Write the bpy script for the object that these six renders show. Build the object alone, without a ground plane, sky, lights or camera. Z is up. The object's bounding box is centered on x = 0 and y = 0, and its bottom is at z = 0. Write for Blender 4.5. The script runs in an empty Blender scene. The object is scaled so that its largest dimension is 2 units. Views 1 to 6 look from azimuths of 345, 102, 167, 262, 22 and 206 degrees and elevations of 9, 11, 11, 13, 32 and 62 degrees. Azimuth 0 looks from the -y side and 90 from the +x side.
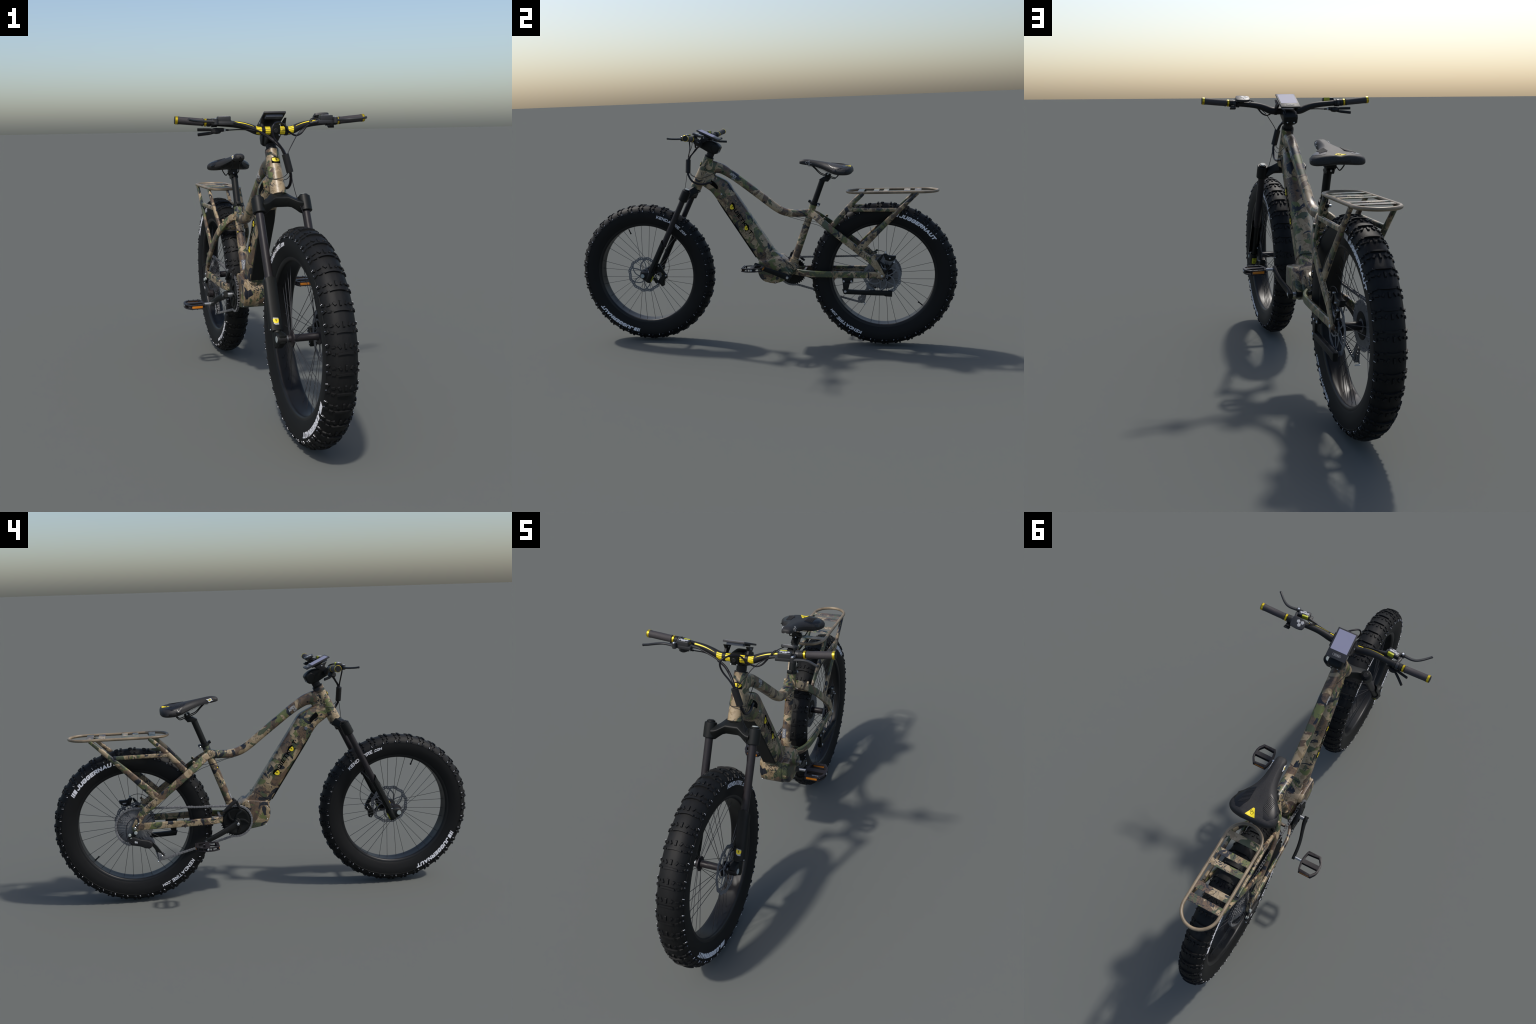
import bpy, bmesh, math, random
from math import sin, cos, pi, radians, atan2, hypot
from mathutils import Vector, Matrix

random.seed(7)
SC = bpy.context.scene
COL = SC.collection
V = Vector

# ------------------------------------------------------------------ materials
def nodes_of(name):
    m = bpy.data.materials.new(name)
    m.use_nodes = True
    nt = m.node_tree
    b = nt.nodes["Principled BSDF"]
    return m, nt, b

def plain(name, col, rough=0.5, metal=0.0, spec=0.5, grain=0.15, scale=120.0, coat=0.0, bump=0.0):
    """one colour with a fine noise grain and optional micro bump"""
    m, nt, b = nodes_of(name)
    tc = nt.nodes.new("ShaderNodeTexCoord")
    no = nt.nodes.new("ShaderNodeTexNoise")
    no.inputs["Scale"].default_value = scale
    no.inputs["Detail"].default_value = 4
    nt.links.new(tc.outputs["Object"], no.inputs["Vector"])
    rp = nt.nodes.new("ShaderNodeValToRGB")
    lo = [max(0, c * (1 - grain)) for c in col]
    hi = [min(1, c * (1 + grain)) for c in col]
    rp.color_ramp.elements[0].position = 0.3
    rp.color_ramp.elements[0].color = (*lo, 1)
    rp.color_ramp.elements[1].position = 0.7
    rp.color_ramp.elements[1].color = (*hi, 1)
    nt.links.new(no.outputs["Fac"], rp.inputs["Fac"])
    nt.links.new(rp.outputs["Color"], b.inputs["Base Color"])
    b.inputs["Roughness"].default_value = rough
    b.inputs["Metallic"].default_value = metal
    b.inputs["Specular IOR Level"].default_value = spec
    b.inputs["Coat Weight"].default_value = coat
    b.inputs["Coat Roughness"].default_value = 0.2
    if bump > 0:
        bp = nt.nodes.new("ShaderNodeBump")
        bp.inputs["Strength"].default_value = bump
        bp.inputs["Distance"].default_value = 0.002
        nt.links.new(no.outputs["Fac"], bp.inputs["Height"])
        nt.links.new(bp.outputs["Normal"], b.inputs["Normal"])
    return m

def camo_material():
    """layered hard-edged woodland camouflage on object coordinates"""
    m, nt, b = nodes_of("camouflage_paint")
    N, L = nt.nodes, nt.links
    tc = N.new("ShaderNodeTexCoord")

    def noise(scale, detail, rough, dist, shift):
        mp = N.new("ShaderNodeMapping")
        mp.inputs["Location"].default_value = shift
        L.new(tc.outputs["Object"], mp.inputs["Vector"])
        n = N.new("ShaderNodeTexNoise")
        n.inputs["Scale"].default_value = scale
        n.inputs["Detail"].default_value = detail
        n.inputs["Roughness"].default_value = rough
        n.inputs["Distortion"].default_value = dist
        L.new(mp.outputs["Vector"], n.inputs["Vector"])
        return n.outputs["Fac"]

    def step(fac, stops):
        r = N.new("ShaderNodeValToRGB")
        r.color_ramp.interpolation = "CONSTANT"
        els = r.color_ramp.elements
        while len(els) < len(stops):
            els.new(0.5)
        for e, (p, c) in zip(els, stops):
            e.position = p
            e.color = (*c, 1) if len(c) == 3 else c
        L.new(fac, r.inputs["Fac"])
        return r.outputs["Color"]

    def over(fac, a, bcol):
        mx = N.new("ShaderNodeMix")
        mx.data_type = "RGBA"
        L.new(fac, mx.inputs["Factor"])
        L.new(a, mx.inputs["A"])
        if isinstance(bcol, tuple):
            mx.inputs["B"].default_value = (*bcol, 1)
        else:
            L.new(bcol, mx.inputs["B"])
        return mx.outputs["Result"]

    def mul(a, c):
        mt = N.new("ShaderNodeMath")
        mt.operation = "MULTIPLY"
        L.new(a, mt.inputs[0])
        L.new(c, mt.inputs[1])
        return mt.outputs[0]

    W, K = (1, 1, 1), (0, 0, 0)
    tan_l, tan_m, tan_d = (0.308, 0.236, 0.144), (0.212, 0.155, 0.085), (0.158, 0.112, 0.060)
    brown, umber = (0.112, 0.072, 0.044), (0.070, 0.049, 0.034)
    olive, green, navy = (0.108, 0.122, 0.040), (0.058, 0.070, 0.036), (0.010, 0.012, 0.018)
    # sand ground in two tones, edges crumbled by a fine noise
    base = step(noise(12, 6.0, 0.68, 0.3, (1.3, 4.1, 0.2)), [(0, tan_m), (0.46, tan_l), (0.57, tan_m), (0.68, tan_d)])
    # brown clouds
    mb = step(noise(9.5, 2.2, 0.5, 1.0, (7.7, 2.0, 5.0)), [(0, K), (0.535, W)])
    base = over(mb, base, step(noise(26, 4.0, 0.6, 0.4, (2, 9, 1)), [(0, umber), (0.44, brown), (0.58, umber), (0.66, brown)]))
    # olive splashes
    mo = step(noise(12, 2.0, 0.5, 1.4, (3.1, 8.2, 9.4)), [(0, K), (0.58, W)])
    base = over(mo, base, step(noise(24, 2.0, 0.5, 0.5, (5, 1, 6)), [(0, olive), (0.54, green)]))
    # dark green blobs
    mg = step(noise(14, 2.0, 0.5, 1.1, (12.0, 5.5, 3.3)), [(0, K), (0.60, W)])
    base = over(mg, base, green)
    # thin dark veins inside the brown and green areas
    vein = step(noise(30, 2.0, 0.55, 0.9, (0.4, 6.6, 2.2)), [(0, K), (0.484, W), (0.512, K), (0.59, W), (0.606, K)])
    region = step(noise(8, 1.0, 0.4, 0.8, (4.4, 1.7, 8.8)), [(0, K), (0.515, W)])
    base = over(mul(vein, region), base, navy)
    # blue-black blots
    mn = step(noise(14, 2.5, 0.55, 1.2, (9.2, 0.6, 1.9)), [(0, K), (0.612, W)])
    base = over(mn, base, navy)
    # small sand flecks
    mf = step(noise(60, 2.0, 0.5, 1.0, (6.1, 3.3, 7.0)), [(0, K), (0.69, W)])
    base = over(mf, base, tan_d)
    L.new(base, b.inputs["Base Color"])
    b.inputs["Roughness"].default_value = 0.38
    b.inputs["Specular IOR Level"].default_value = 0.5
    return m

M = {}
M["camo"] = camo_material()
M["rubber"] = plain("tyre_rubber", (0.0052, 0.0054, 0.0056), 0.6, spec=0.22, grain=0.25, scale=300, bump=0.08)
M["rim"] = plain("rim_black", (0.0065, 0.0068, 0.0075), 0.42, spec=0.3, grain=0.1)
M["white"] = plain("white_print", (0.72, 0.72, 0.75), 0.55, grain=0.04)
M["black"] = plain("black_paint", (0.0058, 0.0066, 0.0062), 0.48, spec=0.22, grain=0.15)
M["stanchion"] = plain("stanchion_black", (0.0170, 0.0148, 0.0165), 0.42, spec=0.25, grain=0.1)
M["plastic"] = plain("black_plastic", (0.0125, 0.0125, 0.0128), 0.55, spec=0.25, grain=0.15)
M["grey_plastic"] = plain("grey_plastic", (0.024, 0.0245, 0.026), 0.45, spec=0.35, grain=0.1)
M["grip"] = plain("grip_rubber", (0.030, 0.026, 0.028), 0.72, grain=0.2, scale=500, bump=0.15)
M["gold"] = plain("yellow_anodised", (0.62, 0.45, 0.02), 0.28, metal=0.75, grain=0.05)
M["yellow"] = plain("yellow_print", (0.80, 0.62, 0.012), 0.5, grain=0.04)
M["acid"] = plain("acid_yellow_label", (0.40, 0.40, 0.012), 0.5, grain=0.05)
M["steel"] = plain("bright_steel", (0.50, 0.52, 0.54), 0.3, metal=0.9, grain=0.05)
M["cap"] = plain("pale_cap", (0.30, 0.33, 0.32), 0.55, spec=0.3, grain=0.05)
M["chain"] = plain("chain_steel", (0.165, 0.165, 0.170), 0.45, metal=0.35, grain=0.45, scale=220)
M["rotor"] = plain("rotor_steel", (0.135, 0.142, 0.155), 0.42, metal=0.35, grain=0.15, scale=90)
M["orange"] = plain("orange_reflector", (0.50, 0.16, 0.008), 0.3, grain=0.15, scale=400)
M["screen"] = plain("screen_glass", (0.255, 0.255, 0.345), 0.55, spec=0.15, grain=0.02, scale=20)
M["bezel"] = plain("screen_bezel", (0.030, 0.030, 0.032), 0.5, spec=0.3, grain=0.05)
M["cover"] = plain("saddle_cover", (0.0165, 0.0158, 0.0162), 0.60, spec=0.35, grain=0.3, scale=260, bump=0.12)
M["cover_inset"] = plain("saddle_inset", (0.0045, 0.0045, 0.005), 0.34, spec=0.4, grain=0.1)
M["cable"] = plain("cable_black", (0.0065, 0.006, 0.009), 0.42, spec=0.3, grain=0.1)
M["spoke"] = plain("spoke_black", (0.02, 0.02, 0.022), 0.4, grain=0.1)
M["sticker"] = plain("grey_sticker", (0.085, 0.095, 0.12), 0.5, grain=0.1)
M["print_grey"] = plain("grey_print", (0.34, 0.34, 0.34), 0.5, grain=0.1)
M["tan"] = plain("sand_paint", (0.190, 0.144, 0.090), 0.42, grain=0.42, scale=17)
M["ink"] = plain("black_print", (0.0025, 0.0025, 0.0028), 0.8, spec=0.05, grain=0.1)
M["cassette"] = plain("cassette_steel", (0.175, 0.175, 0.178), 0.5, metal=0.25, grain=0.15, scale=60)
M["skirt"] = plain("battery_skirt", (0.0085, 0.009, 0.0085), 0.6, spec=0.25, grain=0.15)

# ------------------------------------------------------------------ geometry helpers
def crom(pts, n):
    """Catmull-Rom resampling of tuples of any length to n points per span"""
    P = [tuple(map(float, p)) for p in pts]
    out = []
    for i in range(len(P) - 1):
        p0 = P[i - 1] if i else tuple(2 * a - b for a, b in zip(P[0], P[1]))
        p1, p2 = P[i], P[i + 1]
        p3 = P[i + 2] if i + 2 < len(P) else tuple(2 * a - b for a, b in zip(P[-1], P[-2]))
        for k in range(n):
            t = k / n
            out.append(tuple(0.5 * (2 * b + (c - a) * t + (2 * a - 5 * b + 4 * c - d) * t * t + (-a + 3 * b - 3 * c + d) * t ** 3)
                             for a, b, c, d in zip(p0, p1, p2, p3)))
    out.append(P[-1])
    return out

def interp(table, x):
    if x <= table[0][0]:
        return table[0][1:]
    for a, b in zip(table, table[1:]):
        if x <= b[0]:
            t = (x - a[0]) / (b[0] - a[0])
            return tuple(p + (q - p) * t for p, q in zip(a[1:], b[1:]))
    return table[-1][1:]

def sring(n, a, b, e=2.0, ph=0.0):
    out = []
    for i in range(n):
        t = 2 * pi * i / n + ph
        c, s = cos(t), sin(t)
        out.append((a * math.copysign(abs(c) ** (2 / e), c), b * math.copysign(abs(s) ** (2 / e), s)))
    return out

class Build:
    """collects pieces of one part; finish() makes the mesh object"""
    def __init__(self):
        self.v, self.f, self.mi, self.mats = [], [], [], []

    def add(self, verts, faces, mat):
        if mat not in self.mats:
            self.mats.append(mat)
        k, o = self.mats.index(mat), len(self.v)
        self.v += [tuple(p) for p in verts]
        for f in faces:
            self.f.append(tuple(i + o for i in f))
            self.mi.append(k)
        return self

    def loft(self, rings, mat, cap=True, closed=False):
        n = len(rings[0])
        vs = [p for r in rings for p in r]
        fs = []
        m = len(rings)
        for i in range(m if closed else m - 1):
            j = (i + 1) % m
            for k in range(n):
                l = (k + 1) % n
                fs.append((i * n + k, i * n + l, j * n + l, j * n + k))
        if cap and not closed:
            fs.append(tuple(range(n - 1, -1, -1)))
            fs.append(tuple((m - 1) * n + k for k in range(n)))
        return self.add(vs, fs, mat)

    def sweep(self, path, a, b, mat, e=2.0, ref=(1, 0, 0), n=12, cap=True):
        """section half sizes a along ref-side, b along the other normal; a/b number or list"""
        P = [V(p[:3]) for p in path]
        m = len(P)
        A = a if isinstance(a, (list, tuple)) else [a] * m
        B = b if isinstance(b, (list, tuple)) else [b] * m
        rings = []
        for i in range(m):
            t = (P[min(i + 1, m - 1)] - P[max(i - 1, 0)]).normalized()
            r = V(ref)
            s = (r - t * r.dot(t))
            if s.length < 1e-6:
                s = t.orthogonal()
            s.normalize()
            u = t.cross(s)
            rings.append([P[i] + s * x + u * y for x, y in sring(n, A[i], B[i], e)])
        return self.loft(rings, mat, cap)

    def tube(self, pts, r, mat, seg=10, smooth=0, cap=True):
        """round tube with parallel transported frame"""
        P = crom(pts, smooth) if smooth else pts
        P = [V(p[:3]) for p in P]
        m = len(P)
        R = r if isinstance(r, (list, tuple)) else [r] * m
        if len(R) != m:
            R = [R[0] + (R[-1] - R[0]) * i / (m - 1) for i in range(m)]
        t = (P[1] - P[0]).normalized()
        s = t.orthogonal().normalized()
        rings = []
        for i in range(m):
            t2 = (P[min(i + 1, m - 1)] - P[max(i - 1, 0)]).normalized()
            s = (s - t2 * s.dot(t2)).normalized()
            u = t2.cross(s)
            rings.append([P[i] + s * (cos(2 * pi * k / seg) * R[i]) + u * (sin(2 * pi * k / seg) * R[i]) for k in range(seg)])
        return self.loft(rings, mat, cap)

    def lathe(self, prof, p0, axis, mat, seg=24):
        """prof: list of (distance along axis, radius)"""
        p0, ax = V(p0), V(axis).normalized()
        s = ax.orthogonal().normalized()
        u = ax.cross(s)
        rings = [[p0 + ax * d + s * (cos(2 * pi * k / seg) * r) + u * (sin(2 * pi * k / seg) * r) for k in range(seg)] for d, r in prof]
        return self.loft(rings, mat, True)

    def cyl(self, p0, p1, r, mat, seg=16, ch=0.0012):
        p0, p1 = V(p0), V(p1)
        L = (p1 - p0).length
        ch = min(ch, L * 0.4, r * 0.5)
        return self.lathe([(0, r - ch), (ch, r), (L - ch, r), (L, r - ch)], p0, p1 - p0, mat, seg)

    def bm(self, bm, mat, mtx=None):
        bm.verts.index_update()
        vs = [(mtx @ v.co if mtx else v.co.copy()) for v in bm.verts]
        fs = [[v.index for v in f.verts] for f in bm.faces]
        bm.free()
        return self.add(vs, fs, mat)

    def box(self, c, size, mat, rot=None, bev=0.002, seg=2):
        bm = bmesh.new()
        bmesh.ops.create_cube(bm, size=1)
        for v in bm.verts:
            v.co = V((v.co.x * size[0], v.co.y * size[1], v.co.z * size[2]))
        bev = min(bev, min(size) * 0.45)
        if bev > 0:
            bmesh.ops.bevel(bm, geom=bm.edges[:], offset=bev, segments=seg, profile=0.5, affect="EDGES")
        mtx = Matrix.Translation(V(c)) @ (rot.to_4x4() if rot else Matrix())
        return self.bm(bm, mat, mtx)

    def prism(self, outline, x0, x1, mat, bev=0.003, seg=2, mtx=None, allbev=False):
        """outline in (y, z), extruded along x from x0 to x1, rim edges rounded"""
        bm = bmesh.new()
        vs = [bm.verts.new((x0, y, z)) for y, z in outline]
        f = bm.faces.new(vs)
        ex = bmesh.ops.extrude_face_region(bm, geom=[f])
        for g in ex["geom"]:
            if isinstance(g, bmesh.types.BMVert):
                g.co.x = x1
        bmesh.ops.recalc_face_normals(bm, faces=bm.faces[:])
        if bev > 0:
            ed = bm.edges[:] if allbev else [e for e in bm.edges if abs(e.verts[0].co.x - e.verts[1].co.x) < 1e-7]
            bmesh.ops.bevel(bm, geom=ed, offset=bev, segments=seg, profile=0.5, affect="EDGES")
        return self.bm(bm, mat, mtx)

    def plate(self, outlines, thick, mat, mtx, bev=0.0):
        """flat plate with holes: outlines in 2D, first is the rim, the others are holes"""
        cu = bpy.data.curves.new("tmp", "CURVE")
        cu.dimensions = "2D"
        cu.fill_mode = "BOTH"
        cu.extrude = thick / 2
        cu.bevel_depth = bev
        cu.bevel_resolution = 1
        for o in outlines:
            sp = cu.splines.new("POLY")
            sp.points.add(len(o) - 1)
            for q, p in zip(sp.points, o):
                q.co = (p[0], p[1], 0, 1)
            sp.use_cyclic_u = True
        vs, fs = curve_mesh(cu)
        return self.add([mtx @ V(p) for p in vs], fs, mat)

    def finish(self, name, parent=None, angle=35, stuff=False):
        me = bpy.data.meshes.new(name)
        me.from_pydata(self.v, [], self.f)
        for k in self.mats:
            me.materials.append(M[k])
        me.polygons.foreach_set("material_index", self.mi)
        bm = bmesh.new()
        bm.from_mesh(me)
        bmesh.ops.recalc_face_normals(bm, faces=bm.faces[:])
        bm.to_mesh(me)
        bm.free()
        me.shade_smooth()
        me.set_sharp_from_angle(angle=radians(angle))
        ob = bpy.data.objects.new(name, me)
        COL.objects.link(ob)
        if parent:
            ob.parent = parent
        if stuff:
            ob["kind"] = "stuff"
        return ob

def curve_mesh(cu):
    ob = bpy.data.objects.new("tmp", cu)
    COL.objects.link(ob)
    dg = bpy.context.evaluated_depsgraph_get()
    dg.update()
    ev = ob.evaluated_get(dg)
    me = ev.to_mesh()
    bm = bmesh.new()
    bm.from_mesh(me)
    bmesh.ops.remove_doubles(bm, verts=bm.verts[:], dist=1e-6)
    bm.verts.index_update()
    vs = [v.co.copy() for v in bm.verts]
    fs = [[v.index for v in f.verts] for f in bm.faces]
    bm.free()
    ev.to_mesh_clear()
    bpy.data.objects.remove(ob)
    bpy.data.curves.remove(cu)
    return vs, fs

def text2d(body, size=1.0, shear=0.0, bold=0.0, depth=0.0004, spacing=1.0, align="LEFT"):
    cu = bpy.data.curves.new("tmp", "FONT")
    cu.body = body
    cu.size = size
    cu.shear = shear
    cu.offset = bold
    cu.extrude = depth
    cu.space_character = spacing
    cu.align_x = align
    cu.resolution_u = 3
    return curve_mesh(cu)

def fit_text(body, length, height, **k):
    """text scaled to fill length x height, baseline-left at the origin"""
    vs, fs = text2d(body, 1.0, **k)
    x0, x1 = min(v.x for v in vs), max(v.x for v in vs)
    y0, y1 = min(v.y for v in vs), max(v.y for v in vs)
    return [V(((v.x - x0) / (x1 - x0) * length, (v.y - y0) / (y1 - y0) * height, v.z)) for v in vs], fs

GLYPH = {  # strokes on a unit cell, width relative to height
    "J": (.62, [[(1, 1), (1, .22), (.75, 0), (.25, 0), (0, .22)]]), "U": (.68, [[(0, 1), (0, .2), (.2, 0), (.8, 0), (1, .2), (1, 1)]]),
    "G": (.70, [[(1, .80), (.8, 1), (.2, 1), (0, .8), (0, .2), (.2, 0), (.8, 0), (1, .2), (1, .45), (.6, .45)]]),
    "E": (.58, [[(1, 1), (0, 1), (0, 0), (1, 0)], [(0, .5), (.85, .5)]]), "R": (.66, [[(0, 0), (0, 1), (.8, 1), (1, .85), (1, .6), (.8, .45), (0, .45)], [(.5, .45), (1, 0)]]),
    "N": (.70, [[(0, 0), (0, 1), (1, 0), (1, 1)]]), "A": (.78, [[(0, 0), (.5, 1), (1, 0)], [(.2, .28), (.8, .28)]]), "T": (.66, [[(0, 1), (1, 1)], [(.5, 1), (.5, 0)]]),
    "K": (.68, [[(0, 0), (0, 1)], [(1, 1), (.05, .42)], [(.35, .58), (1, 0)]]), "D": (.70, [[(0, 0), (0, 1), (.7, 1), (1, .72), (1, .28), (.7, 0), (0, 0)]]),
    "I": (.02, [[(0, 0), (0, 1)]]), ".": (.02, [[(0, 0), (0, .04)]]), "C": (.66, [[(1, .80), (.8, 1), (.2, 1), (0, .8), (0, .2), (.2, 0), (.8, 0), (1, .20)]]),
    "O": (.70, [[(.2, 1), (.8, 1), (1, .8), (1, .2), (.8, 0), (.2, 0), (0, .2), (0, .8), (.2, 1)]]), "M": (.86, [[(0, 0), (0, 1), (.5, .35), (1, 1), (1, 0)]]),
    "Q": (.72, [[(.2, 1), (.8, 1), (1, .8), (1, .2), (.8, 0), (.2, 0), (0, .2), (0, .8), (.2, 1)], [(.6, .3), (1, -.05)]]),
    "P": (.64, [[(0, 0), (0, 1), (.8, 1), (1, .85), (1, .6), (.8, .45), (0, .45)]]), "X": (.70, [[(0, 0), (1, 1)], [(0, 1), (1, 0)]]), "H": (.68, [[(0, 0), (0, 1)], [(1, 0), (1, 1)], [(0, .5), (1, .5)]]),
    "S": (.62, [[(1, .85), (.8, 1), (.2, 1), (0, .85), (0, .65), (1, .35), (1, .15), (.8, 0), (.2, 0), (0, .15)]]),
}

def block_text(body, length, height, weight=.2, shear=0.0, depth=.0004, gap=.16):
    """heavy block capitals drawn with straight strokes, fitted into length x height"""
    w = weight
    segs, pen = [], 0.0
    for ch in body:
        wd, strokes = GLYPH[ch]
        for st in strokes:
            P = [(pen + w / 2 + x * wd, w / 2 + y * (1 - w)) for x, y in st]
            segs += list(zip(P, P[1:]))
        pen += wd + w + gap
    total = pen - gap + shear
    vs, fs = [], []
    for i, (a, c) in enumerate(segs):
        dx, dy = c[0] - a[0], c[1] - a[1]
        l = hypot(dx, dy) or 1
        ex = .36 if min(abs(dx), abs(dy)) > .02 * l else .5
        ux, uy = dx / l * w * ex, dy / l * w * ex
        nx, ny = -dy / l * w / 2, dx / l * w / 2
        q = [(a[0] - ux + nx, a[1] - uy + ny), (a[0] - ux - nx, a[1] - uy - ny), (c[0] + ux - nx, c[1] + uy - ny), (c[0] + ux + nx, c[1] + uy + ny)]
        o = len(vs)
        for z in (-.0008, depth + 2.5e-5 * (i % 7)):
            for x, y in q:
                vs.append(V(((x + shear * y) / total * length, y * height, z)))
        fs += [(o + 3, o + 2, o + 1, o), (o + 4, o + 5, o + 6, o + 7)] + [(o + k, o + (k + 1) % 4, o + 4 + (k + 1) % 4, o + 4 + k) for k in range(4)]
    return vs, fs

def empty(name, loc, parent=None):
    e = bpy.data.objects.new(name, None)
    e.empty_display_size = 0.1
    COL.objects.link(e)
    e.location = loc
    if parent:
        e.parent = parent
    return e

def copy_of(ob, parent, mtx=None):
    c = ob.copy()
    COL.objects.link(c)
    c.parent = parent
    if mtx is not None:
        c.matrix_local = mtx
    return c

def circle2(r, n=32, c=(0, 0), ph=0.0):
    return [(c[0] + r * cos(2 * pi * i / n + ph), c[1] + r * sin(2 * pi * i / n + ph)) for i in range(n)]

# maps plate (u, v, thickness) onto (y, z, x)
YZ = Matrix(((0, 0, 1, 0), (1, 0, 0, 0), (0, 1, 0, 0), (0, 0, 0, 1)))

bike = empty("electric_bicycle", (0, 0, 0))
bike["label"] = "fat-tyre electric mountain bike in brown woodland camouflage with rear rack"
bike["category"] = "electric bicycle"

# ================================================================== WHEELS
RW = 0.3715
WY = 0.6285
HALF = crom([(0, .3645), (.011, .3640), (.023, .3608), (.034, .3545), (.043, .3450), (.0485, .3350), (.0500, .3230), (.0493, .3070),
             (.0460, .2910), (.0420, .2780), (.0385, .2705)], 4)
ARC = [(0.0,) + HALF[0]]
for a, b2 in zip(HALF, HALF[1:]):
    ARC.append((ARC[-1][0] + hypot(b2[0] - a[0], b2[1] - a[1]),) + b2)

def tyre_point(s, phi, h=0.0):
    """point on the casing: s arc length from the crown, phi wheel angle, h height above"""
    sg = 1 if s >= 0 else -1
    x, r = interp(ARC, abs(s))
    x2, r2 = interp(ARC, abs(s) + 0.002)
    x1, r1 = interp(ARC, max(0, abs(s) - 0.002))
    tx, tr = x2 - x1, r2 - r1
    l = hypot(tx, tr)
    nx, nr = -tr / l, tx / l
    x, r = (x + nx * h) * sg, r + nr * h
    return (x, r * cos(phi), r * sin(phi))

SIDE = sorted([(r, x) for x, r in HALF if r < 0.336])

def side_x(r):
    return interp(SIDE, r)[0]

def make_tyre():
    b = Build()
    prof = [(-x, r) for x, r in reversed(HALF[1:])] + HALF
    n = 144
    rings = []
    for i in range(n):
        p = 2 * pi * i / n
        rings.append([(x, r * cos(p), r * sin(p)) for x, r in prof] + [(x * .9, (r - .003) * cos(p), (r - .003) * sin(p)) for x, r in (prof[-1], prof[0])])
    b.loft(rings, "rubber", closed=True)
    # raised moulding line between tread and side wall
    for sg in (-1, 1):
        b.loft([[tyre_point(sg * (.0635 + a), 2 * pi * i / n, h) for a, h in ((0, -.0005), (.0006, .0009), (.0020, .0009), (.0028, -.0005))] for i in range(n)], "rubber", closed=True)
    return b

def knob(b, s, phi, ls, lp, h, rot=0.0, mat="rubber", taper=0.8, lift=-0.0015):
    """block on the tread: ls across, lp along the tread (metres)"""
    R = 0.362
    rows = []
    for hh, k in ((lift, 1.0), (h * 0.75, 0.5 + taper / 2), (h, taper * .92)):
        ring = []
        for u, w in ((-1, -1), (1, -1), (1, 1), (-1, 1)):
            du, dw = u * ls / 2 * k, w * lp / 2 * k
            a, c = du * cos(rot) - dw * sin(rot), du * sin(rot) + dw * cos(rot)
            ring.append(tyre_point(s + a, phi + c / R, hh))
        rows.append(ring)
    b.loft(rows, mat, True)

def make_knobs(rev=1):
    b = Build()
    N = 36
    for i in range(N):
        p = 2 * pi * i / N
        A = p
        B = p + rev * radians(3.1)
        knob(b, 0.0, A, .0075, .019, .0046, taper=.75)
        for sg in (-1, 1):
            knob(b, sg * .0180, A + rev * .002, .0075, .0135, .0046, rot=sg * rev * .55)
            knob(b, sg * .0365, A + rev * .004, .0125, .0078, .0046, rot=sg * rev * .12)
            knob(b, sg * .0545, A - rev * .007, .0115, .0100, .0046, rot=-sg * rev * .3)
            knob(b, sg * .0275, A + rev * .003, .012, .0022, .0014, rot=sg * rev * .2)
            knob(b, sg * .0360, B + rev * .006, .0120, .0075, .0046, rot=-sg * rev * .15)
            knob(b, sg * .0530, B, .0160, .0085, .0048, rot=sg * rev * .45)
            knob(b, sg * .0290, B + rev * .002, .012, .0022, .0014)
            # pale faces on the shoulder blocks
            knob(b, sg * .0575, A - rev * .016, .0070, .0023, .0046, rot=sg * .35, mat="white", taper=.9, lift=.002)
            knob(b, sg * .0580, B - rev * .010, .0030, .0024, .0056, rot=sg * .4, mat="sticker", taper=.9, lift=.002)
    return b

def tread_bar_mesh():
    b = Build()
    R = .3645
    rings = []
    for k in range(9):
        s = -.0235 + .047 * k / 8
        w = .0036
        bow = .010 * (s / .0235) ** 2 * .25
        rings.append([tyre_point(s, pi / 2 + (t + bow) / R, h) for t, h in ((-w, -.001), (-w * .9, .0062), (w * .9, .0062), (w, -.001))])
    b.loft(rings, "rubber", True)
    return b

def ring_text(b, body, L0, L1, r0, r1, side, mat="white", bars=False, **k):
    """lettering on the side wall from wheel angle L0 to L1 (degrees)"""
    rm = (r0 + r1) / 2
    span = abs(radians(L1 - L0)) * rm
    sg = 1 if L1 > L0 else -1
    off = 0.0
    def put(vs, fs):
        out = []
        for v in vs:
            ph = radians(L0) + sg * v.x / rm
            r = r0 + v.y
            out.append((side * (side_x(r) + .0004 + v.z), r * cos(ph), r * sin(ph)))
        b.add(out, fs, mat)
    if bars:
        h = r1 - r0
        for x0, x1 in ((0, .0045), (.0075, .0150), (.0180, .0330)):
            q = [(x0 + .004 * t, h * t) for t in (0, .5, 1)] + [(x1 + .004 * t, h * t) for t in (1, .5, 0)]
            vs = [V((x, y, z)) for z in (.0004, -.0004) for x, y in q]
            put(vs, [(0, 1, 4, 5), (1, 2, 3, 4), (11, 10, 7, 6), (10, 9, 8, 7)] + [(i, (i + 1) % 6, 6 + (i + 1) % 6, 6 + i) for i in range(6)])
        off = .0385
    vs, fs = block_text(body, span - off, r1 - r0, **k)
    put([V((v.x + off, v.y, v.z)) for v in vs], fs)

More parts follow.
